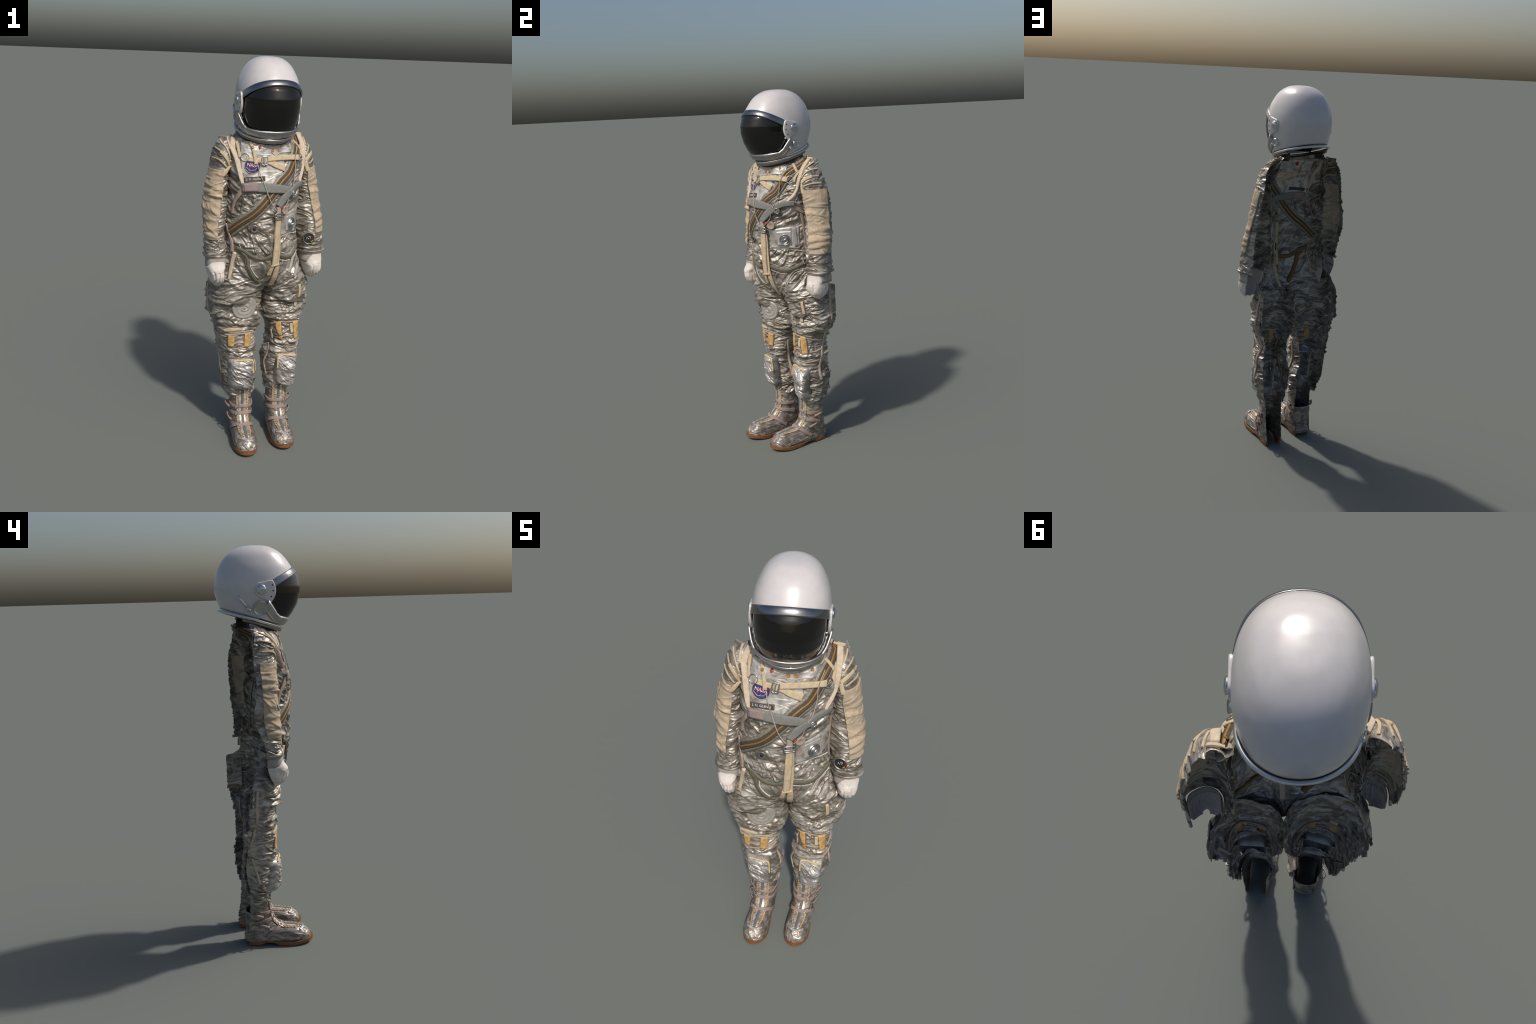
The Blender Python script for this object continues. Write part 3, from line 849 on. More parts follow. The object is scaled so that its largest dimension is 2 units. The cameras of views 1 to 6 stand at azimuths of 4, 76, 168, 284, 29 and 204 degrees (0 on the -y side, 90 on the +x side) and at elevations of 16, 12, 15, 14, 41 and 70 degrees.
def patch_line(name, uv, r, mat):
    C = catmull(np.array(uv, float), np.linspace(0, len(uv) - 1, 30))
    tube(name, conform(PATCH, [(u, v, 0) for u, v in C], 0, .0085), r, mat, patch, False, 6)


patch_line("patch_stripe", [(-.034, .001), (-.02, .004), (.005, .003), (.03, .012)], .0011, M_RED)
patch_line("patch_stripe", [(-.024, -.024), (-.01, -.012), (.012, -.002), (.03, .012)], .0013, M_RED)
patch_line("patch_stripe", [(.030, .012), (.01, .006), (-.01, .008)], .0010, M_RED)
patch_line("patch_orbit", [(-.028, -.008), (-.014, -.022), (.010, -.020), (.026, -.004)], .0007, M_WHITE)
for k in range(16):
    u, v = rng.uniform(-.03, .03), rng.uniform(-.03, -.004)
    if u * u + v * v < .031 ** 2:
        dome_disc("patch_star", conform(PATCH, [(u, v, 0)], 0, .0072)[0], frame_at(PATCH)[1], .0012 + .0008 * rng.random(), .001, M_WHITE, patch, seg=8)
TAG = (-.098, -.097, 1.434)
tag = ribbon("name_tag", [(-.145, -.078, 1.428), (-.097, -.097, 1.434), (-.050, -.108, 1.437)], .023, M_TAG, .006, .002)
lettering("tag_lettering", "J. H. GLENN", (-.100, -.097, 1.434), .0145, M_TAG_TEXT, .0088, .04, tag)
uv = [(-.046, -.0105), (.046, -.0105), (.047, .0105), (-.046, .0105)]
tube("tag_border", conform(TAG, [(a[0] * (1 - t) + b[0] * t, a[1] * (1 - t) + b[1] * t, 0) for a, b in zip(uv, uv[1:] + uv[:1]) for t in np.linspace(0, 1, 14, endpoint=False)], .05, .0085), .0009, M_ZIP_GOLD, tag, True, 6)

# ------------------------------------------------------------------ instrument panel on the left side of the belly
panel = ribbon("inlet_panel", [(.046, -.112, 1.203), (.085, -.088, 1.206), (.125, -.058, 1.209), (.172, -.014, 1.210)], [.104, .112, .120, .124], M_CHEST, .003, .002, across=13)
ribbon("panel_trim", [(.150, -.036, 1.211), (.164, -.022, 1.213)], .108, M_MAUVE_GREY, .0055, .001, parent=panel)
ribbon("panel_plate", [(.080, -.092, 1.204), (.11, -.072, 1.206), (.142, -.044, 1.207)], .080, M_PANEL, .0055, .0015, parent=panel, across=11)
for off_z in (-.03, -.018, -.006, .006, .018, .03):
    stitches([(.052, -.108, 1.203 + off_z), (.078, -.092, 1.205 + off_z)], M_TAUPE, .0008, .004, .0045, .0058, parent=panel)
q, n, e1, e2 = frame_at((.115, -.067, 1.200))
dome_disc("inlet_ring", q + n * .007, n, .030, .008, M_STEEL, panel, lip=1)
dome_disc("inlet_cap", q + n * .010, n, .020, .009, M_STEEL, panel, lip=1)
tube("inlet_handle", [q + n * .018 - e1 * .012 - e2 * .008, q + n * .022, q + n * .018 + e1 * .013 + e2 * .012], .0045, M_CHROME, panel)
q, n, e1, e2 = frame_at((-.097, -.11, 1.192))
vent = conform_disc("air_vent", (-.097, -.11, 1.192), [(.020, 0), (.020, .002), (.016, .003), (.012, .001), (.0005, .001)], M_STEEL_DARK, off=.004)
conform_disc("vent_hole", (-.097, -.11, 1.192), [(.008, 0), (.007, .002), (.0005, .002)], M_BLACK, vent, off=.007, seg=20, press=False)

# ------------------------------------------------------------------ shoulder tapes
for pts, w in (([(-.25, .061, 1.573), (-.235, .009, 1.558)], .007), ([(-.236, .008, 1.556), (-.215, -.011, 1.531), (-.195, -.006, 1.490)], .015),
               ([(-.268, .058, 1.523), (-.241, .0, 1.516), (-.213, -.013, 1.484)], .007), ([(-.221, .06, 1.605), (-.203, -.006, 1.557), (-.191, -.002, 1.508)], .007),
               ([(-.183, .060, 1.615), (-.192, .025, 1.597), (-.19, .0, 1.566)], .009), ([(-.188, -.01, 1.489), (-.208, -.011, 1.468), (-.229, -.011, 1.442)], .018),
               ([(.23, .060, 1.611), (.215, .008, 1.577)], .008), ([(.255, .056, 1.577), (.231, .003, 1.563), (.211, -.014, 1.532)], .007),
               ([(.271, .050, 1.539), (.259, .014, 1.54)], .008), ([(.259, .014, 1.54), (.234, -.011, 1.528), (.208, -.018, 1.503)], .017),
               ([(.283, .056, 1.502), (.255, -.001, 1.501), (.229, -.02, 1.489)], .008), ([(.209, -.019, 1.500), (.216, -.021, 1.475), (.224, -.023, 1.45)], .018)):
    ribbon("shoulder_tape", pts, w, M_CREAM, .0035, .002)

# ------------------------------------------------------------------ leg patches and tapes
for pts, w in (([(-.160, -.008, .608), (-.161, -.006, .575), (-.160, -.006, .548)], [.034, .034, .028]),
               ([(-.080, -.026, .614), (-.081, -.028, .58), (-.082, -.029, .544)], [.035, .035, .031]),
               ([(.103, -.014, .652), (.105, -.02, .61), (.115, -.028, .580)], [.03, .028, .012]),
               ([(.191, -.035, .652), (.196, -.034, .605), (.199, -.031, .557)], [.035, .035, .034])):
    ribbon("gold_patch", pts, w, M_GOLD, .004, .002, crumple=.004)
ribbon("cream_patch", [(.167, -.036, .642), (.170, -.040, .592)], .015, M_CREAM, .004, .002, crumple=.003)
ribbon("cream_patch", [(-.192, .014, .634), (-.151, -.015, .644), (-.111, -.025, .643)], [.014, .022, .010], M_CREAM, .006, .003)
ribbon("orange_tab", [(.108, -.026, .571), (.124, -.031, .556)], [.016, .008], M_ORANGE, .006, .002)
for pts in ([(.202, -.046, .858), (.206, -.04, .82), (.207, -.033, .785)], [(.185, -.033, .772), (.186, -.031, .738)]):
    ribbon("cream_tab", pts, .016, M_CREAM, .006, .002)
TAPES = [([(-.186, .008, .611), (-.156, -.013, .616), (-.121, -.024, .617), (-.084, -.028, .618), (-.053, -.021, .615), (-.022, -.001, .605)], .006),
         ([(-.166, -.003, .549), (-.141, -.018, .567), (-.101, -.029, .568)], .006), ([(-.148, -.012, .533), (-.123, -.023, .539), (-.095, -.029, .547)], .006),
         ([(-.061, -.026, .565), (-.044, -.019, .566), (-.018, .01, .568)], .006), ([(-.061, -.026, .545), (-.044, -.019, .546), (-.018, .01, .55)], .006),
         ([(.084, -.001, .647), (.115, -.022, .655), (.144, -.031, .652), (.183, -.036, .655), (.221, -.005, .641), (.235, .06, .625)], .006),
         ([(.127, -.032, .575), (.153, -.038, .577), (.18, -.041, .581)], .006), ([(.216, -.014, .564), (.238, .022, .565), (.238, .06, .575)], .007),
         ([(.150, -.033, .508), (.177, -.037, .511), (.211, -.021, .506), (.24, .03, .515)], .006),
         ([(-.203, .12, .599), (-.201, .06, .595), (-.184, .004, .60)], .009)]
for pts, w in TAPES:
    ribbon("leg_tape", pts, w, M_TAUPE_LIGHT, .0035, .002)
for pts, w in (([(.277, .10, .925), (.285, .09, .857), (.289, .085, .749)], .014), ([(.27, .07, .70), (.237, .075, .612), (.242, .055, .556), (.24, .034, .446), (.247, .042, .395)], .014),
               ([(.075, .02, .600), (.080, .008, .552)], .012), ([(.066, .03, .52), (.061, .03, .46), (.058, .05, .40), (.07, .045, .33)], .010),
               ([(-.012, .04, .575), (-.013, .042, .5), (.0, .04, .42), (.006, .045, .36)], .014),
               ([(-.255, .095, .87), (-.262, .101, .816), (-.232, .10, .71)], .013), ([(-.215, .106, .68), (-.206, .113, .622), (-.2, .126, .584)], .013),
               ([(-.19, .116, .51), (-.181, .097, .443), (-.176, .078, .366)], .011)):
    ribbon("seam_tape", pts, w, M_TAUPE_LIGHT, .0035, .002)
for pts in ([(-.136, -.021, .702), (-.098, -.024, .704), (-.074, -.021, .713)], [(-.17, -.005, .625), (-.121, -.024, .627), (-.084, -.028, .628), (-.04, -.018, .622)],
            [(.105, -.018, .664), (.144, -.031, .664), (.183, -.036, .666), (.221, -.005, .655)], [(.150, -.033, .496), (.177, -.037, .499), (.211, -.021, .494)]):
    stitches(pts, M_STITCH)
G = loft(LEG_R, 60, 90, 1, 0, tear=False)
LEG_BVH = BVHTree.FromPolygons([tuple(q) for q in G.reshape(-1, 3)], grid_faces(90, 60))
conform_disc("thigh_port", (-.097, -.02, .757), [(.070, -.004), (.068, .003), (.062, .0045), (.053, .003), (.047, .0035), (.043, .0055), (.036, .005), (.030, .003), (.024, .0035), (.020, .006), (.016, .0075), (.0125, .006), (.011, .002), (.0005, .002)],
             M_PORT, off=.004, seg=56, oval=.86, bvh=LEG_BVH)
conform_disc("port_hole", (-.097, -.026, .757), [(.011, 0), (.009, .003), (.0005, .004)], M_TAUPE, off=.007, seg=24, oval=.9, press=False, bvh=LEG_BVH)

# ------------------------------------------------------------------ cloth shells
from mathutils.kdtree import KDTree
kd = KDTree(len(PRESSED))
for i, p in enumerate(PRESSED):
    kd.insert(Vector(p), i)
kd.balance()


def shell(name, stations, nu, nv, mat, seed, tilt, amp, jag_amount=0.05, bumps=(), fine=1.0, cut=None, warp=None, thick=.0016, mask=None, crease=None):
    P = loft(stations, nu, nv, seed, jag_amount)
    if warp:
        P = warp(P)
    N = grid_normals(P)
    if N[nv // 2, nu // 2, 1] > 0:
        N = -N
    D = folds(P, seed, tilt, amp, fine)
    if crease:
        D = D + creases(P, seed + 100, **crease) - .0012
    if mask:
        D = D * mask(P)
    for fn in bumps:
        D = D + fn(P)
    flat = P.reshape(-1, 3)
    near = np.array([kd.find(Vector(p))[2] for p in flat]).reshape(nv, nu)
    k = np.clip((near - .003) / .012, 0, 1)
    D = np.where(D > 0, D * k + np.minimum(D, .0015) * (1 - k), D * (.3 + .7 * k))
    P = P + N * D[..., None]
    F = grid_faces(nv, nu, flip=True)
    if cut:
        Q = P.reshape(-1, 3)
        F = [f for f in F if not cut(Q[f[0]])]
    ob = mesh_object(name, P.reshape(-1, 3), F, mat, root)
    solidify(ob, thick)
    return ob


def torso_dir(p, r):
    """folds fan out from the crotch on the pelvis and slant to the middle higher up"""
    x, z = p[0] - .02, p[2]
    if z < 1.02:
        return math.atan2(max(z - .86, -.03), x) + r.normal(0, .3)
    return (-.65 if x < 0 else .55) + r.normal(0, .45)


def limb_dir(p, r):
    return r.normal(0, .38)


HEM = np.array([[-.3, .0], [-.25, .0], [-.17, .0], [-.10, .008], [-.04, -.004], [.0, -.035], [.0255, -.085], [.06, -.02], [.1, .005], [.19, .03], [.26, -.02], [.3, -.03]])


def hem(P):
    """the pelvis hangs over the thighs in two uneven rolls"""
    P = P.copy()
    t = np.clip((.90 - P[..., 2]) / .11, 0, 1) ** 1.5
    P[..., 2] -= t * np.interp(P[..., 0], HEM[:, 0], HEM[:, 1])
    return P


hem_line = [(x, .797 - d) for x, d in HEM[1:-1]]
shell("torso", TORSO, 240, 420, M_SILVER, 3, 0.3, 0.0055, 0.018, crease=dict(n=260, direction=torso_dir, length=(.03, .10), width=(.007, .018), height=(.004, .0105)), warp=hem, cut=lambda p: p[2] > 1.630 + .298 * p[1] and abs(p[0]) < .14, bumps=(
    ridge_line(hem_line[:6], .014, .007), ridge_line(hem_line[6:], .014, .006),
    ridge_line([(-.17, 1.118), (-.1, 1.078), (-.04, 1.066), (.03, 1.08), (.1, 1.062), (.17, 1.085)], .014, .008),
    ridge_line([(-.17, 1.03), (-.14, .98), (-.09, .935), (-.03, .905), (.04, .915)], .012, .008),
    ridge_line([(-.2, .93), (-.14, .875), (-.06, .85)], .012, .006), ridge_line([(.06, .90), (.14, .87), (.24, .90)], .014, .006),
    ridge_line([(.05, .865), (.13, .825), (.2, .83)], .012, .005), ridge_line([(-.16, 1.17), (-.06, 1.13), (.0, 1.14)], .010, .006),
    ridge_line([(-.12, 1.23), (-.05, 1.19), (-.02, 1.15)], .010, .006), ridge_line([(-.15, 1.33), (-.12, 1.27)], .01, .006), ridge_line([(-.10, 1.34), (-.09, 1.30)], .01, .006)))


def cut_r(p):
    return -.158 < p[0] < -.052 and .322 < p[2] < .466 and p[1] < .05


def cut_l(p):
    return .100 < p[0] < .202 and .310 < p[2] < .462 and p[1] < .05


shell("trouser_leg", LEG_R, 150, 380, M_SILVER, 21, 0.1, 0.0055, 0.03, crease=dict(n=190, direction=limb_dir, length=(.025, .085), width=(.006, .016), height=(.004, .010)), cut=cut_r, bumps=(
    rolls((.700, .668), .008, .012, .12, -.1), rolls((.637, .525, .497), .006, .010, .05, -.1)))
shell("trouser_leg", LEG_L, 150, 380, M_SILVER, 33, 0.1, 0.0055, 0.03, crease=dict(n=190, direction=limb_dir, length=(.025, .085), width=(.006, .016), height=(.004, .010)), cut=cut_l, bumps=(
    rolls((.715, .680), .009, .013, -.12, .15), rolls((.54, .487), .006, .011, -.05, .15)))
shell("sleeve", ARM_R, 120, 340, M_SILVER, 45, 0.1, 0.004, 0.04, crease=dict(n=190, direction=limb_dir, length=(.014, .045), width=(.004, .011), height=(.0025, .007)))
shell("sleeve", ARM_L, 120, 340, M_SILVER, 57, 0.1, 0.004, 0.04, crease=dict(n=190, direction=limb_dir, length=(.014, .045), width=(.004, .011), height=(.0025, .007)))
for gl, sd in ((GLOVE_R, 61), (GLOVE_L, 67)):
    shell("glove", gl, 80, 100, M_GLOVE, sd, 1.35, 0.0065, 0.0, fine=.5, mask=lambda P: np.clip((.985 - P[..., 2]) / .02, 0, 1),
          bumps=[ridge_line([(x, .965), (x + .004, .90)], .0035, -.006) for x in ((-.274, -.254, -.233) if sd == 61 else (.262, .286, .309))])
for st, gl, sd in ((ARM_R, GLOVE_R, 63), (ARM_L, GLOVE_L, 69)):
    zt = gl[0][0]
    c = catmull(np.array(st[-1][1]), np.linspace(0, 6, 60))
    tube("sleeve_cuff", [(x, y, st[-1][0] - .002) for x, y in c], .0055, M_SILVER, root, False, 10)
    tube("cuff_piping", [(x, y, st[-1][0] - .009) for x, y in c], .0025, M_TAUPE, root, False, 8)
    m = np.array(gl[0][1])
    mid = m.mean(0)
    rows = [(zt + .004, 1.0), (zt - .020, 1.07), (zt - .040, 1.09), (zt - .054, 1.08)]
    P = np.array([[(mid[0] + (x - mid[0]) * k, mid[1] + (y - mid[1]) * k, z) for x, y in catmull(m, np.linspace(0, 6, 60))] for z, k in rows])
    ob = mesh_object("knit_cuff", P.reshape(-1, 3), grid_faces(4, 60, flip=True), M_KNIT, root)
    solidify(ob, .003)

# loose flap standing behind the left hip
P = np.array([[(.272 + .018 * t, .050 + .078 * t - .012 * max(0, (z - .92) / .04), z + .03 * (1 - t) * (z > .9) + .003 * math.sin(40 * z + 9 * t)) for t in np.linspace(0, 1, 24)] for z in np.linspace(.935, .748, 60)])
P[..., 0] += .35 * folds(P, 77, .2, .008)
P[:, -1, 1] += jag(60, P[:, 0, 2], 5, .006)
flap = mesh_object("hip_flap", P.reshape(-1, 3), grid_faces(60, 24, flip=True), M_SILVER, root)
solidify(flap, .003)

# ------------------------------------------------------------------ wrist gauge
gq, gn = np.array((.247, -.030, 1.104)), np.array((-.38, -.92, .05))
gauge = dome_disc("wrist_gauge", gq, gn, .030, .020, M_STEEL_DARK, root, lip=1)
gn = gn / np.linalg.norm(gn)
ge1 = np.cross((0, 0, 1), gn)
ge1 = -ge1 / np.linalg.norm(ge1) if ge1[0] < 0 else ge1 / np.linalg.norm(ge1)
ge2 = np.array((0, 0, 1.0))
face = gq + gn * .0152
dome_disc("gauge_dial", face, gn, .0262, .001, M_BLACK, gauge)
for a0, a1, mat in ((-.35, .45, M_RED), (-1.0, -.4, M_YELLOW)):
    tube("dial_mark", [face + gn * .002 + (ge1 * math.cos(a) + ge2 * math.sin(a)) * .0215 for a in np.linspace(a0, a1, 10)], .0018, mat, gauge, False, 6)
for u, v, du, dv in ((-.012, -.006, .003, .012), (-.003, -.006, .001, .008), (.005, -.003, .002, .008), (-.002, .008, .006, .003), (.006, .010, .004, -.003)):
    tube("dial_mark", [face + gn * .002 + ge1 * u + ge2 * v, face + gn * .002 + ge1 * (u + du) + ge2 * (v + dv)], .0012, M_WHITE, gauge, False, 6)

# ------------------------------------------------------------------ boots
BOOT = [  # top/front point T, centre C, back/bottom point B (y,z), half width
    ((-.050, .285), (.0, .285), (.062, .285), .060),
    ((-.047, .235), (.0, .235), (.062, .235), .058),
    ((-.050, .190), (.0, .185), (.065, .18), .057),
    ((-.060, .150), (.0, .12), (.074, .10), .055),
    ((-.083, .120), (-.03, .075), (.078, .022), .054),
    ((-.110, .100), (-.07, .05), (-.035, .018), .057),
    ((-.150, .094), (-.13, .05), (-.12, .018), .060),
    ((-.190, .089), (-.18, .045), (-.175, .018), .061),
    ((-.228, .079), (-.225, .042), (-.22, .018), .054),
    ((-.253, .058), (-.252, .035), (-.25, .018), .038),
    ((-.264, .030), (-.264, .025), (-.264, .018), .012),
]


def boot_grid(nu, nv, seed, tear):
    S = np.array([[*t, *c, *b, a] for t, c, b, a in BOOT])
    R = catmull(S, np.linspace(0, len(S) - 1, nv))
    r = np.random.default_rng(seed)
    P = np.zeros((nv, nu, 3))
    for j in range(nv):
        T, C, B, a = R[j, 0:2], R[j, 2:4], R[j, 4:6], R[j, 6]
        lim = 1.0 - (tear * r.random() if j < nv * 0.4 else 0)
        s = np.linspace(-1, 1, nu)
        for i, q in enumerate(s):
            m = abs(q)
            if m < 0.6:
                f = q / 0.6 * math.pi / 2
                sx = math.copysign(abs(math.sin(f)) ** 0.85, f)
                cy = math.cos(f) ** 0.85
                P[j, i] = (a * sx, *(C + (T - C) * cy))
            else:
                t = (m - 0.6) / 0.4 * lim
                P[j, i] = (math.copysign(a * (1 + 0.06 * math.sin(t * math.pi) - 0.12 * t * t), q), *(C + (B - C) * t))
    return P


def make_boot(cx, cy, seed, mirror):
    emp = mesh_boot = None
    P = boot_grid(110, 200, seed, 0.12)
    N = grid_normals(P)
    if N[40, 55, 1] > 0:
        N = -N
    D = folds(P + np.array([cx, cy, 0]), seed, 0.0, 0.0025) + creases(P, seed, 90, lambda q, r: r.normal(0, .6), (.01, .03), (.003, .007), (.001, .003))
    P = P + N * D[..., None]
    ob = mesh_object("boot", P.reshape(-1, 3), grid_faces(200, 110, flip=True), M_SILVER_BOOT, root)
    ob.location = (cx, cy, 0)
    ob.rotation_euler = (0, 0, math.radians(-13))
    ob.scale = (.96, .97, 1.0)
    solidify(ob, 0.003)
    # sole: outline half width along the foot; solid under the forefoot, a hollow welt and heel band behind
    hw = catmull(np.array([[-.276, .0], [-.270, .022], [-.250, .044], [-.21, .062], [-.17, .067], [-.11, .063], [-.03, .055], [.03, .052], [.072, .046]]), np.linspace(0, 8, 60))
    V, F = [], []
    for y, w in hw:
        toe = max(0, (-y - .17)) * 0.16
        w = max(w, .002)
        zb = 0.0 if y > .005 else (toe if y < -.09 else .016 * math.sin(math.pi * (y + .09) / .095) ** .6)
        zt = 0.022 + toe * 0.9
        inner = 0.0 if y < -.10 else max(0.0, w - .012)
        for x, z in ((-inner, zb), (-w * .97, zb), (-w, zb + .003), (-w, zt - .003), (-w * .95, zt), (-inner, zt),
                     (inner, zt), (w * .95, zt), (w, zt - .003), (w, zb + .003), (w * .97, zb), (inner, zb)):
            V.append((x, y, z))
    n = len(hw)
    for j in range(n - 1):
        for i in range(12):
            k = (i + 1) % 12
            F.append((j * 12 + i, j * 12 + k, (j + 1) * 12 + k, (j + 1) * 12 + i))
    o = (n - 1) * 12
    F += [tuple(range(12)), tuple(o + i for i in range(5, -1, -1)), tuple(o + i for i in range(11, 5, -1))]
    F = [f for f in F if not (len(f) == 4 and f[0] % 12 in (5, 11) and hw[f[0] // 12][0] > -.10)]
    so = mesh_object("sole", V, F, M_SOLE, ob, smooth=False)
    return ob


BOOT_SMOOTH = boot_grid(60, 80, 1, 0)
BOOT_BVH = BVHTree.FromPolygons([tuple(p) for p in BOOT_SMOOTH.reshape(-1, 3)], grid_faces(80, 60))
INSTEP = [(-.048, .276), (-.047, .235), (-.050, .19), (-.060, .15), (-.083, .12), (-.11, .10), (-.15, .094), (-.19, .089), (-.212, .084)]


def instep_line(x, k0=0, k1=9):
    return [(x * (1 - .25 * (k > 6)), y, z) for k, (y, z) in enumerate(INSTEP)][k0:k1]


def boot_details(ob, side, seed):
    """side = +1 when the outer side of the foot is +x"""
    r = np.random.default_rng(seed)
    kw = dict(parent=ob, bvh=BOOT_BVH)
    ribbon("boot_facing", instep_line(0), [.046, .046, .046, .046, .048, .048, .044, .038], M_BOOT_PALE, .002, .0015, across=11, **kw)
    ribbon("boot_zipper", instep_line(0), .014, M_OLIVE, .004, .0015, **kw)
    ribbon("toe_cap_seam", [(-.035, -.20, .07), (-.02, -.219, .081), (0, -.222, .082), (.02, -.219, .081), (.035, -.20, .07)], .012, M_BOOT_PALE, .003, .0015, **kw)
    for sx in (-1, 1):
        ribbon("lace_gap", instep_line(sx * .031), [.010, .012, .012, .012, .014, .013, .012, .008, .004], M_TAN, .0018, .001, crumple=.002, **kw)
        C, t = resample(instep_line(sx * .031), .0085)
        pts = []
        for i, c in enumerate(C):
            w = .0085 * (1 if i % 2 else -1)
            pts.append(snap((c[0] + w, c[1], c[2]), .0045, BOOT_BVH)[0])
        tube("boot_lace", pts, .0012, M_LACE, ob, False, 6)
        stitches(instep_line(sx * .022), M_STITCH, .003, .003, .012, .0035, "lace_hook", BOOT_BVH, ob)
    # three straps around ankle and instep
    for (yf, zf), (ys, zs), w in (((-.050, .188), (.03, .182), .018), ((-.060, .150), (.03, .128), .021), ((-.108, .102), (-.03, .052), .021)):
        pts = [(-.058, ys, zs), (-.053, .5 * (ys + yf) + .004, .5 * (zs + zf)), (-.03, yf + .012, zf - .004), (0, yf, zf), (.03, yf + .012, zf - .004), (.053, .5 * (ys + yf) + .004, .5 * (zs + zf)), (.058, ys, zs)]
        ribbon("boot_strap", pts, w, M_BOOT_STRAP, .0065, .002, **kw)
        q, n = snap((side * .026, yf + .010, zf - .003), .009, BOOT_BVH)
        e = np.array([1.0, 0, 0]) - n * n[0]
        e /= np.linalg.norm(e)
        f = np.cross(n, e)
        loop = [q + e * .009 * math.copysign(abs(math.cos(a)) ** .5, math.cos(a)) + f * .011 * math.copysign(abs(math.sin(a)) ** .5, math.sin(a)) for a in np.linspace(0, 2 * math.pi, 28, endpoint=False)]
        tube("boot_buckle", loop, .0018, M_STEEL, ob, True, 6)
        q, n = snap((side * .06, ys - .015, zs), .007, BOOT_BVH)
        dome_disc("strap_stud", q, n, .005, .003, M_LACE, ob, seg=14)
    # loose strap ends standing off the ankle
    for z0, y0, out in ((.165, .01, .030), (.105, -.02, .022)):
        x0 = side * .055
        pts = np.array([(x0, y0 + .02, z0), (x0 + side * out * .7, y0 + .03, z0 + .012), (x0 + side * out, y0 + .012, z0 + .016), (x0 + side * out * .55, y0 - .012, z0 + .004), (x0, y0 - .02, z0 - .002)])
        C = catmull(pts, np.linspace(0, 4, 30))
        V = np.concatenate([C + np.array([0, 0, .008]), C - np.array([0, 0, .008])])
        st = mesh_object("strap_loop", V, grid_faces(2, 30), M_BOOT_STRAP, ob)
        solidify(st, .003)


boot_r = make_boot(-.072, .048, 71, False)
boot_l = make_boot(.140, .045, 83, True)
boot_details(boot_r, -1, 5)
boot_details(boot_l, 1, 6)
# closed heel counter of the right boot
P = np.array([[(.052 * math.sin(a), .055 - .03 * math.cos(a) * (1 + (z < .05) * .3), z) for a in np.linspace(math.pi * .55, math.pi * 1.45, 40)] for z in np.linspace(.185, .02, 24)])
hc = mesh_object("heel_counter", P.reshape(-1, 3), grid_faces(24, 40, flip=True), M_SILVER_BOOT, boot_r)
solidify(hc, .003)

# ------------------------------------------------------------------ shin pockets
def pocket(tl, tr, br, bl, depth, seed, sag):
    n, mrows = 90, 120
    tl, tr, br, bl = map(np.array, (tl, tr, br, bl))
    s = np.linspace(0, 1, n)[None, :, None]
    t = np.linspace(0, 1, mrows)[:, None, None]
    P = (tl * (1 - s) + tr * s) * (1 - t) + (bl * (1 - s) + br * s) * t
    S, T = s[..., 0], t[..., 0]
    r = (np.abs(2 * S - 1) ** 8 + np.abs(2 * T - 1) ** 8) ** .125
    hgt = np.clip(1 - np.clip(r, 0, 1) ** 11, 0, 1) ** .5
    low = np.sin(np.pi * np.clip(T, 0, 1) ** 1.6)
    P = P.copy()
    P[..., 2] -= 0.016 * np.sin(np.pi * S) * T ** 3
    P[..., 1] += depth * (1 - hgt) - sag * np.sin(np.pi * S) * low * hgt
    P[..., 1] -= (folds(P, seed, 0.5, 0.006, 0.7) + creases(P, seed, 34, lambda q, r: r.normal(-.6, .3), (.02, .06), (.006, .014), (.003, .007)) + .002) * hgt
    ob = mesh_object("shin_pocket", P.reshape(-1, 3), grid_faces(mrows, n, flip=True), M_SILVER_POCKET, root)
    solidify(ob, 0.003)
    G = [P[min(mrows - 1, 7), i] for i in range(6, n - 5, 4)]
    return ob, P


def pocket_tape(P, cells, w):
    """piping that follows the pocket's own surface"""
    pts = np.array([P[j, i] + np.array([0, -.002, 0]) for j, i in cells])
    C = catmull(pts, np.linspace(0, len(pts) - 1, 60))
    ob = tube("pocket_piping", C, w, M_YELLOW_TAPE, root, False, 8, flat=.8)
    return ob


_, PR = pocket((-.168, -.022, .476), (-.044, -.064, .488), (-.040, -.058, .306), (-.157, -.024, .306), .065, 91, .012)
_, PL = pocket((.088, -.034, .482), (.216, -.052, .474), (.197, -.060, .284), (.098, -.040, .302), .060, 95, .012)
pocket_tape(PR, [(9, 12), (7, 25), (6, 45), (7, 65), (10, 78), (20, 82), (40, 83), (58, 83)], .0058)
pocket_tape(PL, [(58, 6), (30, 7), (12, 10), (7, 25), (8, 45), (9, 65), (11, 80)], .0058)

# ------------------------------------------------------------------ helmet
helmet_frame = Matrix.Translation((0, .0, .0268)) @ Matrix.Rotation(math.radians(-5), 4, 'Z') @ Matrix.Diagonal((1.0, 1.0, .9865, 1))
H_SL = np.array([  # z, front y, back y, half width
    [2.000, .018, .022, .0], [1.996, -.035, .075, .045], [1.985, -.068, .108, .072], [1.960, -.108, .148, .101], [1.92, -.142, .182, .124],
    [1.885, -.163, .199, .137], [1.84, -.176, .211, .146], [1.79, -.178, .214, .149], [1.74, -.170, .200, .147],
    [1.70, -.152, .186, .142], [1.66, -.128, .178, .138], [1.60, -.10, .165, .13]])


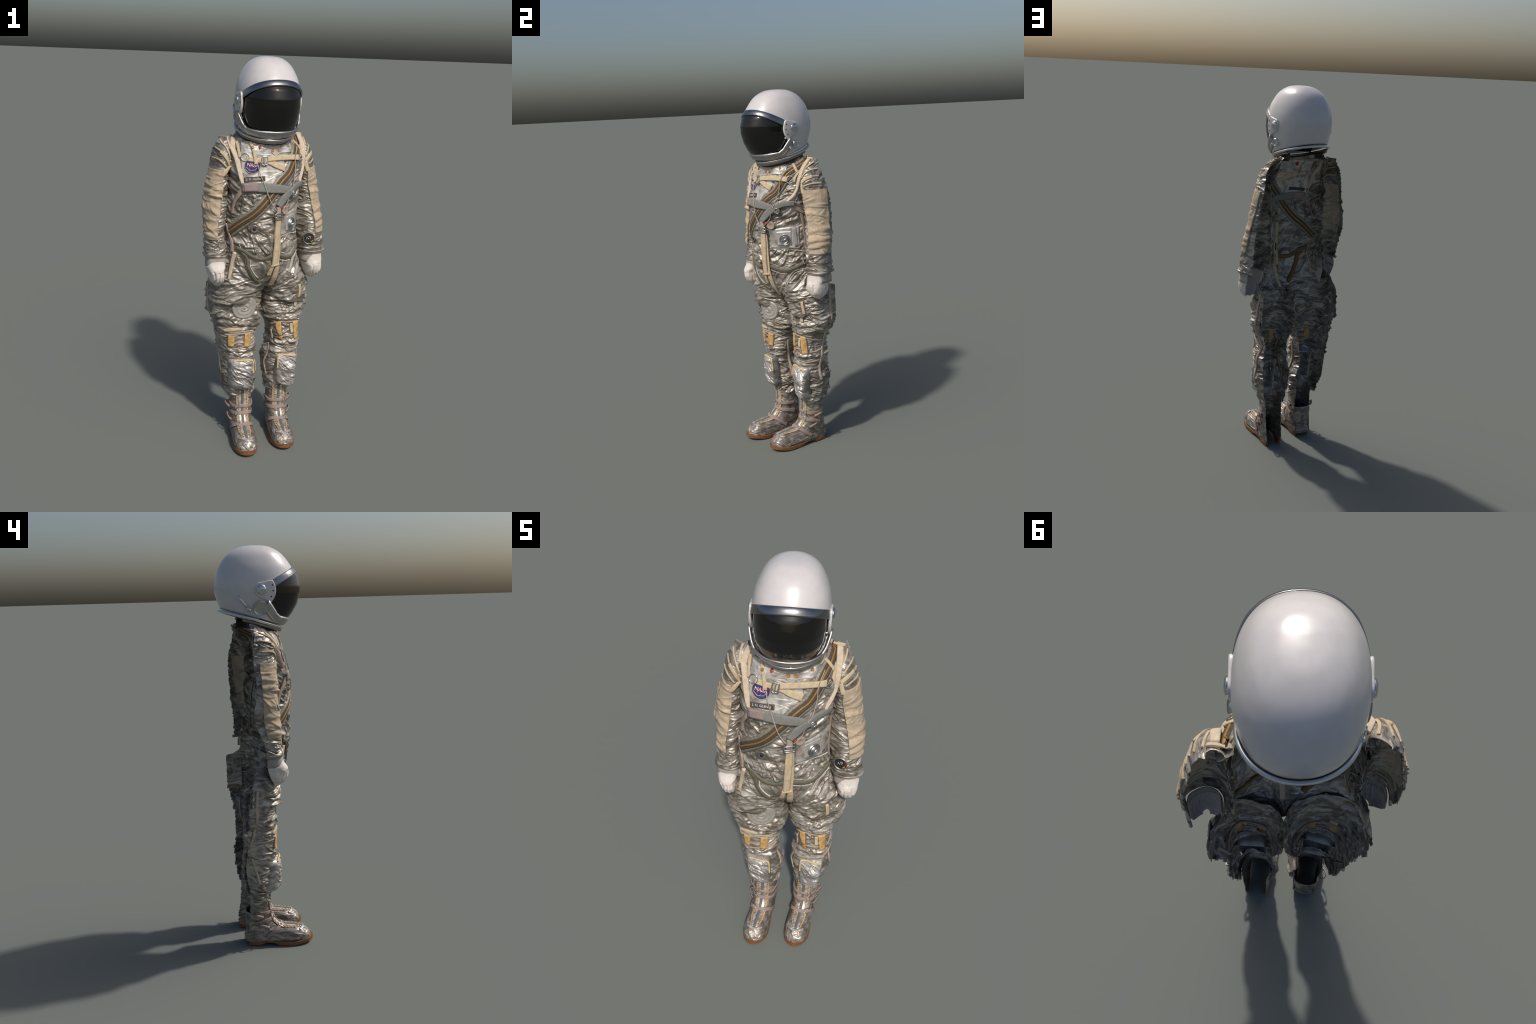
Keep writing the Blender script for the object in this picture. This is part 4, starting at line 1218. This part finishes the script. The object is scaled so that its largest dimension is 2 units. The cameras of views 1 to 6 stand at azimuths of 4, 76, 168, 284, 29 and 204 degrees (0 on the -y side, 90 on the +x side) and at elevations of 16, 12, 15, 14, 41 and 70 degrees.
_hk = np.concatenate([np.sqrt(2.0 - H_SL[:, :1] + 1e-9), H_SL[:, 1:]], 1)      # sqrt of depth below the apex: round top
_hd = np.vstack([_hk[:1], catmull(_hk, np.linspace(1, len(_hk) - 1, 600))])       # straight start: a rounded cap


def h_slice(z):
    q = math.sqrt(2.0 - min(max(z, 1.60), 2.0))
    return [float(np.interp(q, _hd[:, 0], _hd[:, c])) for c in (1, 2, 3)]


def sgp(v, p):
    return math.copysign(abs(v) ** p, v)


def h_point(phi, z, off=0.0):
    """phi 0 = front, + towards the wearer's left"""
    yf, yb, w = h_slice(z)
    yc = 0.5 * yf + 0.5 * yb - 0.01
    p = 0.90
    c = math.cos(phi)
    b = (yc - yf) if c > 0 else (yb - yc)
    return np.array([(w + off) * sgp(math.sin(phi), p), yc - (b + off) * sgp(c, p), z])


def rim_z(y):
    return 1.6418 + .298 * y


def h_row(phi, s):
    """s 0 apex .. 1 rim"""
    zb = 1.66
    for _ in range(12):
        zb = rim_z(h_point(phi, zb)[1]) + 0.012
    z = 2.0 - (2.0 - zb) * (1 - math.cos(s * math.pi / 2) if s < .0 else s ** 2)
    return h_point(phi, z)


def in_opening(p):
    y, z = p[1], p[2]
    if z > 1.822 + (-.04 - y) * .53:
        return False
    if z > 1.735:
        return y < -.040
    ylim = np.interp(z, [1.655, 1.668, 1.69, 1.735], [-.10, -.060, -.036, -.024])
    return z > 1.655 and y < ylim


nu, nv = 120, 90
V = [h_row(2 * math.pi * i / nu, .02 + .98 * j / (nv - 1)) for j in range(nv) for i in range(nu)]
F = []
for f in grid_faces(nv, nu, close=True):
    c = sum(V[i] for i in f) / 4
    if not in_opening(c):
        F.append(f[::-1])
F.append(tuple(range(nu)))
helmet = mesh_object("helmet", V, F, M_HELMET, root)
helmet.matrix_basis = helmet_frame
solidify(helmet, 0.005)


def band(name, curve_rows, mat, parent, thick=0.003):
    """curve_rows: (nrow, ncol, 3) strip, solidified"""
    A = np.array(curve_rows)
    ob = mesh_object(name, A.reshape(-1, 3), grid_faces(A.shape[0], A.shape[1]), mat, parent)
    m = solidify(ob, thick)
    m.offset = 0
    return ob


def brow_point(phi, k, off):
    z = 1.85
    for _ in range(30):
        z = 0.5 * z + 0.5 * (1.83 + (-.04 - h_point(phi, z, off)[1]) * .53 - k)
    return h_point(phi, z, off)


ph = np.linspace(-1.33, 1.33, 80)


def brow_fade(p):
    return 1 - .75 * min(1, max(0, (abs(p) - .85) / .45))


band("brow_band", [[brow_point(p, k, o * brow_fade(p)) for p in ph] for k, o in ((-.004, .001), (.0, .004), (.012, .007), (.026, .010), (.031, .010), (.032, .003))], M_BROW, helmet)


def jaw_z(phi):
    return float(np.interp(abs(phi), [0, .5, 1.0, 1.18, 1.32, 1.46], [1.655, 1.658, 1.668, 1.685, 1.71, 1.742]))


ph = np.linspace(-1.46, 1.46, 90)


def jaw_drop(p):
    return .032 if abs(p) < 1.0 else .032 + (abs(p) - 1.0) * .02


band("jaw_bar", [[h_point(p + math.copysign(min(abs(p), 1.46) ** 6 * sh, p), jaw_z(p) - jaw_drop(p) * k, o) for p in ph]
                 for k, o, sh in ((0, .002, -.004), (0.02, .013, 0), (.25, .014, .002), (.8, .008, .01), (1.0, .003, .012))], M_STEEL, helmet)

V_SL = np.array([[1.905, -.130, .118], [1.885, -.163, .127], [1.85, -.186, .134], [1.81, -.197, .138], [1.77, -.196, .139],
                 [1.72, -.180, .135], [1.68, -.156, .127], [1.655, -.135, .118], [1.64, -.115, .11]])
rows = []
for z in np.linspace(1.905, 1.64, 50):
    yf, w = (float(np.interp(z, V_SL[::-1, 0], V_SL[::-1, c])) for c in (1, 2))
    rows.append([(w * sgp(math.sin(p), .92), -.02 - (-.02 - yf) * sgp(math.cos(p), .92), z) for p in np.linspace(-1.6, 1.6, 80)])
band("visor", rows, M_VISOR, helmet, .002)


def rim_curve(off, dz):
    return [(0.143 * math.sin(a) * (1 + off), .045 - .150 * math.cos(a) * (1 + off), rim_z(.045 - .150 * math.cos(a) * (1 + off)) + dz) for a in np.linspace(0, 2 * math.pi, 96, endpoint=False)]


tube("rim_ring", rim_curve(0, 0), .0075, M_CHROME, helmet, True, 12)
nr = rim_curve(-.06, -.013)
tube("neck_ring", nr[-30:] + nr[:31], .0085, M_STEEL_DARK, helmet, False, 12)


def side_x(y, z):
    """half width of the helmet at (y,z)"""
    lo, hi = 0, math.pi
    for _ in range(40):
        m = .5 * (lo + hi)
        if h_point(m, z)[1] < y:
            lo = m
        else:
            hi = m
    return h_point(lo, z)[0]


def side_plate(name, outline, sgn, mat, parent, base, thick, bevel=.003):
    """flat plate on the helmet side; outline in (y,z)"""
    bm = bmesh.new()
    vs = [bm.verts.new((sgn * (base(y, z) if callable(base) else base), y, z)) for y, z in outline]
    f = bm.faces.new(vs)
    r = bmesh.ops.extrude_face_region(bm, geom=[f])
    for e in r['geom']:
        if isinstance(e, bmesh.types.BMVert):
            e.co.x += sgn * thick
    bmesh.ops.recalc_face_normals(bm, faces=bm.faces)
    me = bpy.data.meshes.new(name)
    bm.to_mesh(me)
    bm.free()
    me.materials.append(mat)
    ob = bpy.data.objects.new(name, me)
    bpy.context.scene.collection.objects.link(ob)
    ob.parent = parent
    if bevel:
        m = ob.modifiers.new("edge", 'BEVEL')
        m.width = bevel
        m.segments = 3
        m.limit_method = 'ANGLE'
    me.polygons.foreach_set("use_smooth", [True] * len(me.polygons))
    return ob


def smooth_outline(pts, n=60):
    p = np.array(pts + [pts[0]], float)
    m = len(pts)
    ext = np.array([pts[(i) % m] for i in range(-1, m + 2)], float)
    out = []
    for t in np.linspace(0, m, n, endpoint=False):
        i = int(t)
        f = t - i
        p0, p1, p2, p3 = ext[i], ext[i + 1], ext[i + 2], ext[i + 3]
        out.append(0.5 * (2 * p1 + (p2 - p0) * f + (2 * p0 - 5 * p1 + 4 * p2 - p3) * f ** 2 + (3 * p1 - p0 - 3 * p2 + p3) * f ** 3))
    return out


EAR = [(.042, 1.80), (.03, 1.822), (.0, 1.828), (-.036, 1.834), (-.049, 1.822), (-.056, 1.79), (-.050, 1.76), (-.034, 1.735), (-.020, 1.727), (-.008, 1.745), (.02, 1.757), (.038, 1.775)]
for sgn in (-1, 1):
    side_plate("ear_plate", smooth_outline(EAR, 72), sgn, M_HELMET, helmet, .141, .0125, .004)
    dome_disc("ear_disc", (sgn * .153, .012, 1.793), (sgn, 0, 0), .0225, .011, M_CHROME, helmet)
    for y, z in ((-.040, 1.812), (-.043, 1.786), (-.033, 1.760)):
        dome_disc("screw", (sgn * .1535, y, z), (sgn, 0, 0), .0035, .0015, M_BLACK, helmet, seg=12)
dome_disc("speaker_cover", (-.143, .018, 1.709), (-1, 0, -.15), .034, .011, M_STEEL, helmet, lip=1)
dome_disc("vent_knob", (.141, .021, 1.707), (1, 0, -.15), .019, .018, M_CHROME, helmet, lip=1)
# lever on the right side
lever_o = [(.118, 1.775), (.134, 1.76), (.083, 1.697), (.062, 1.70), (.070, 1.716)]
side_plate("lever_plate", lever_o, -1, M_HELMET, helmet, lambda y, z: side_x(y, z) - .003, .007, .0015)
tube("lever", [(-side_x(y, z) - .006, y, z) for y, z in ((.120, 1.764), (.105, 1.746), (.09, 1.728), (.076, 1.710))], .0055, M_CHROME, helmet)
tube("lever_hook", [(-side_x(y, z) - .008, y, z) for y, z in ((.080, 1.713), (.070, 1.702), (.061, 1.700))], .007, M_CHROME, helmet)
# latch fittings on the left side
tube("latch", [(.146, .005, 1.70), (.149, -.012, 1.692), (.147, -.024, 1.686)], .006, M_CHROME, helmet)
tube("latch_pin", [(.143, -.012, 1.702), (.152, -.018, 1.684), (.153, -.02, 1.674)], .0045, M_CHROME, helmet)
tube("hinge_pin", [(.134, -.045, 1.739), (.148, -.03, 1.739)], .005, M_CHROME, helmet)

# ------------------------------------------------------------------ neck seal
P = []
for k, dz in ((1.02, -.026), (1.0, -.018), (.97, -.011), (.95, -.004)):
    row = []
    for a in np.linspace(-1.95, 1.95, 80):
        x, y = .128 * k * math.sin(a) + .004, .045 - .125 * k * math.cos(a)
        row.append((x, y, rim_z(y) + dz * (1 + 1.1 * max(0, abs(a) - 1.1))))
    P.append(row)
P = np.array(P)
neck = mesh_object("neck_seal", P.reshape(-1, 3), grid_faces(*P.shape[:2]), M_NECK, root)
solidify(neck, .003)
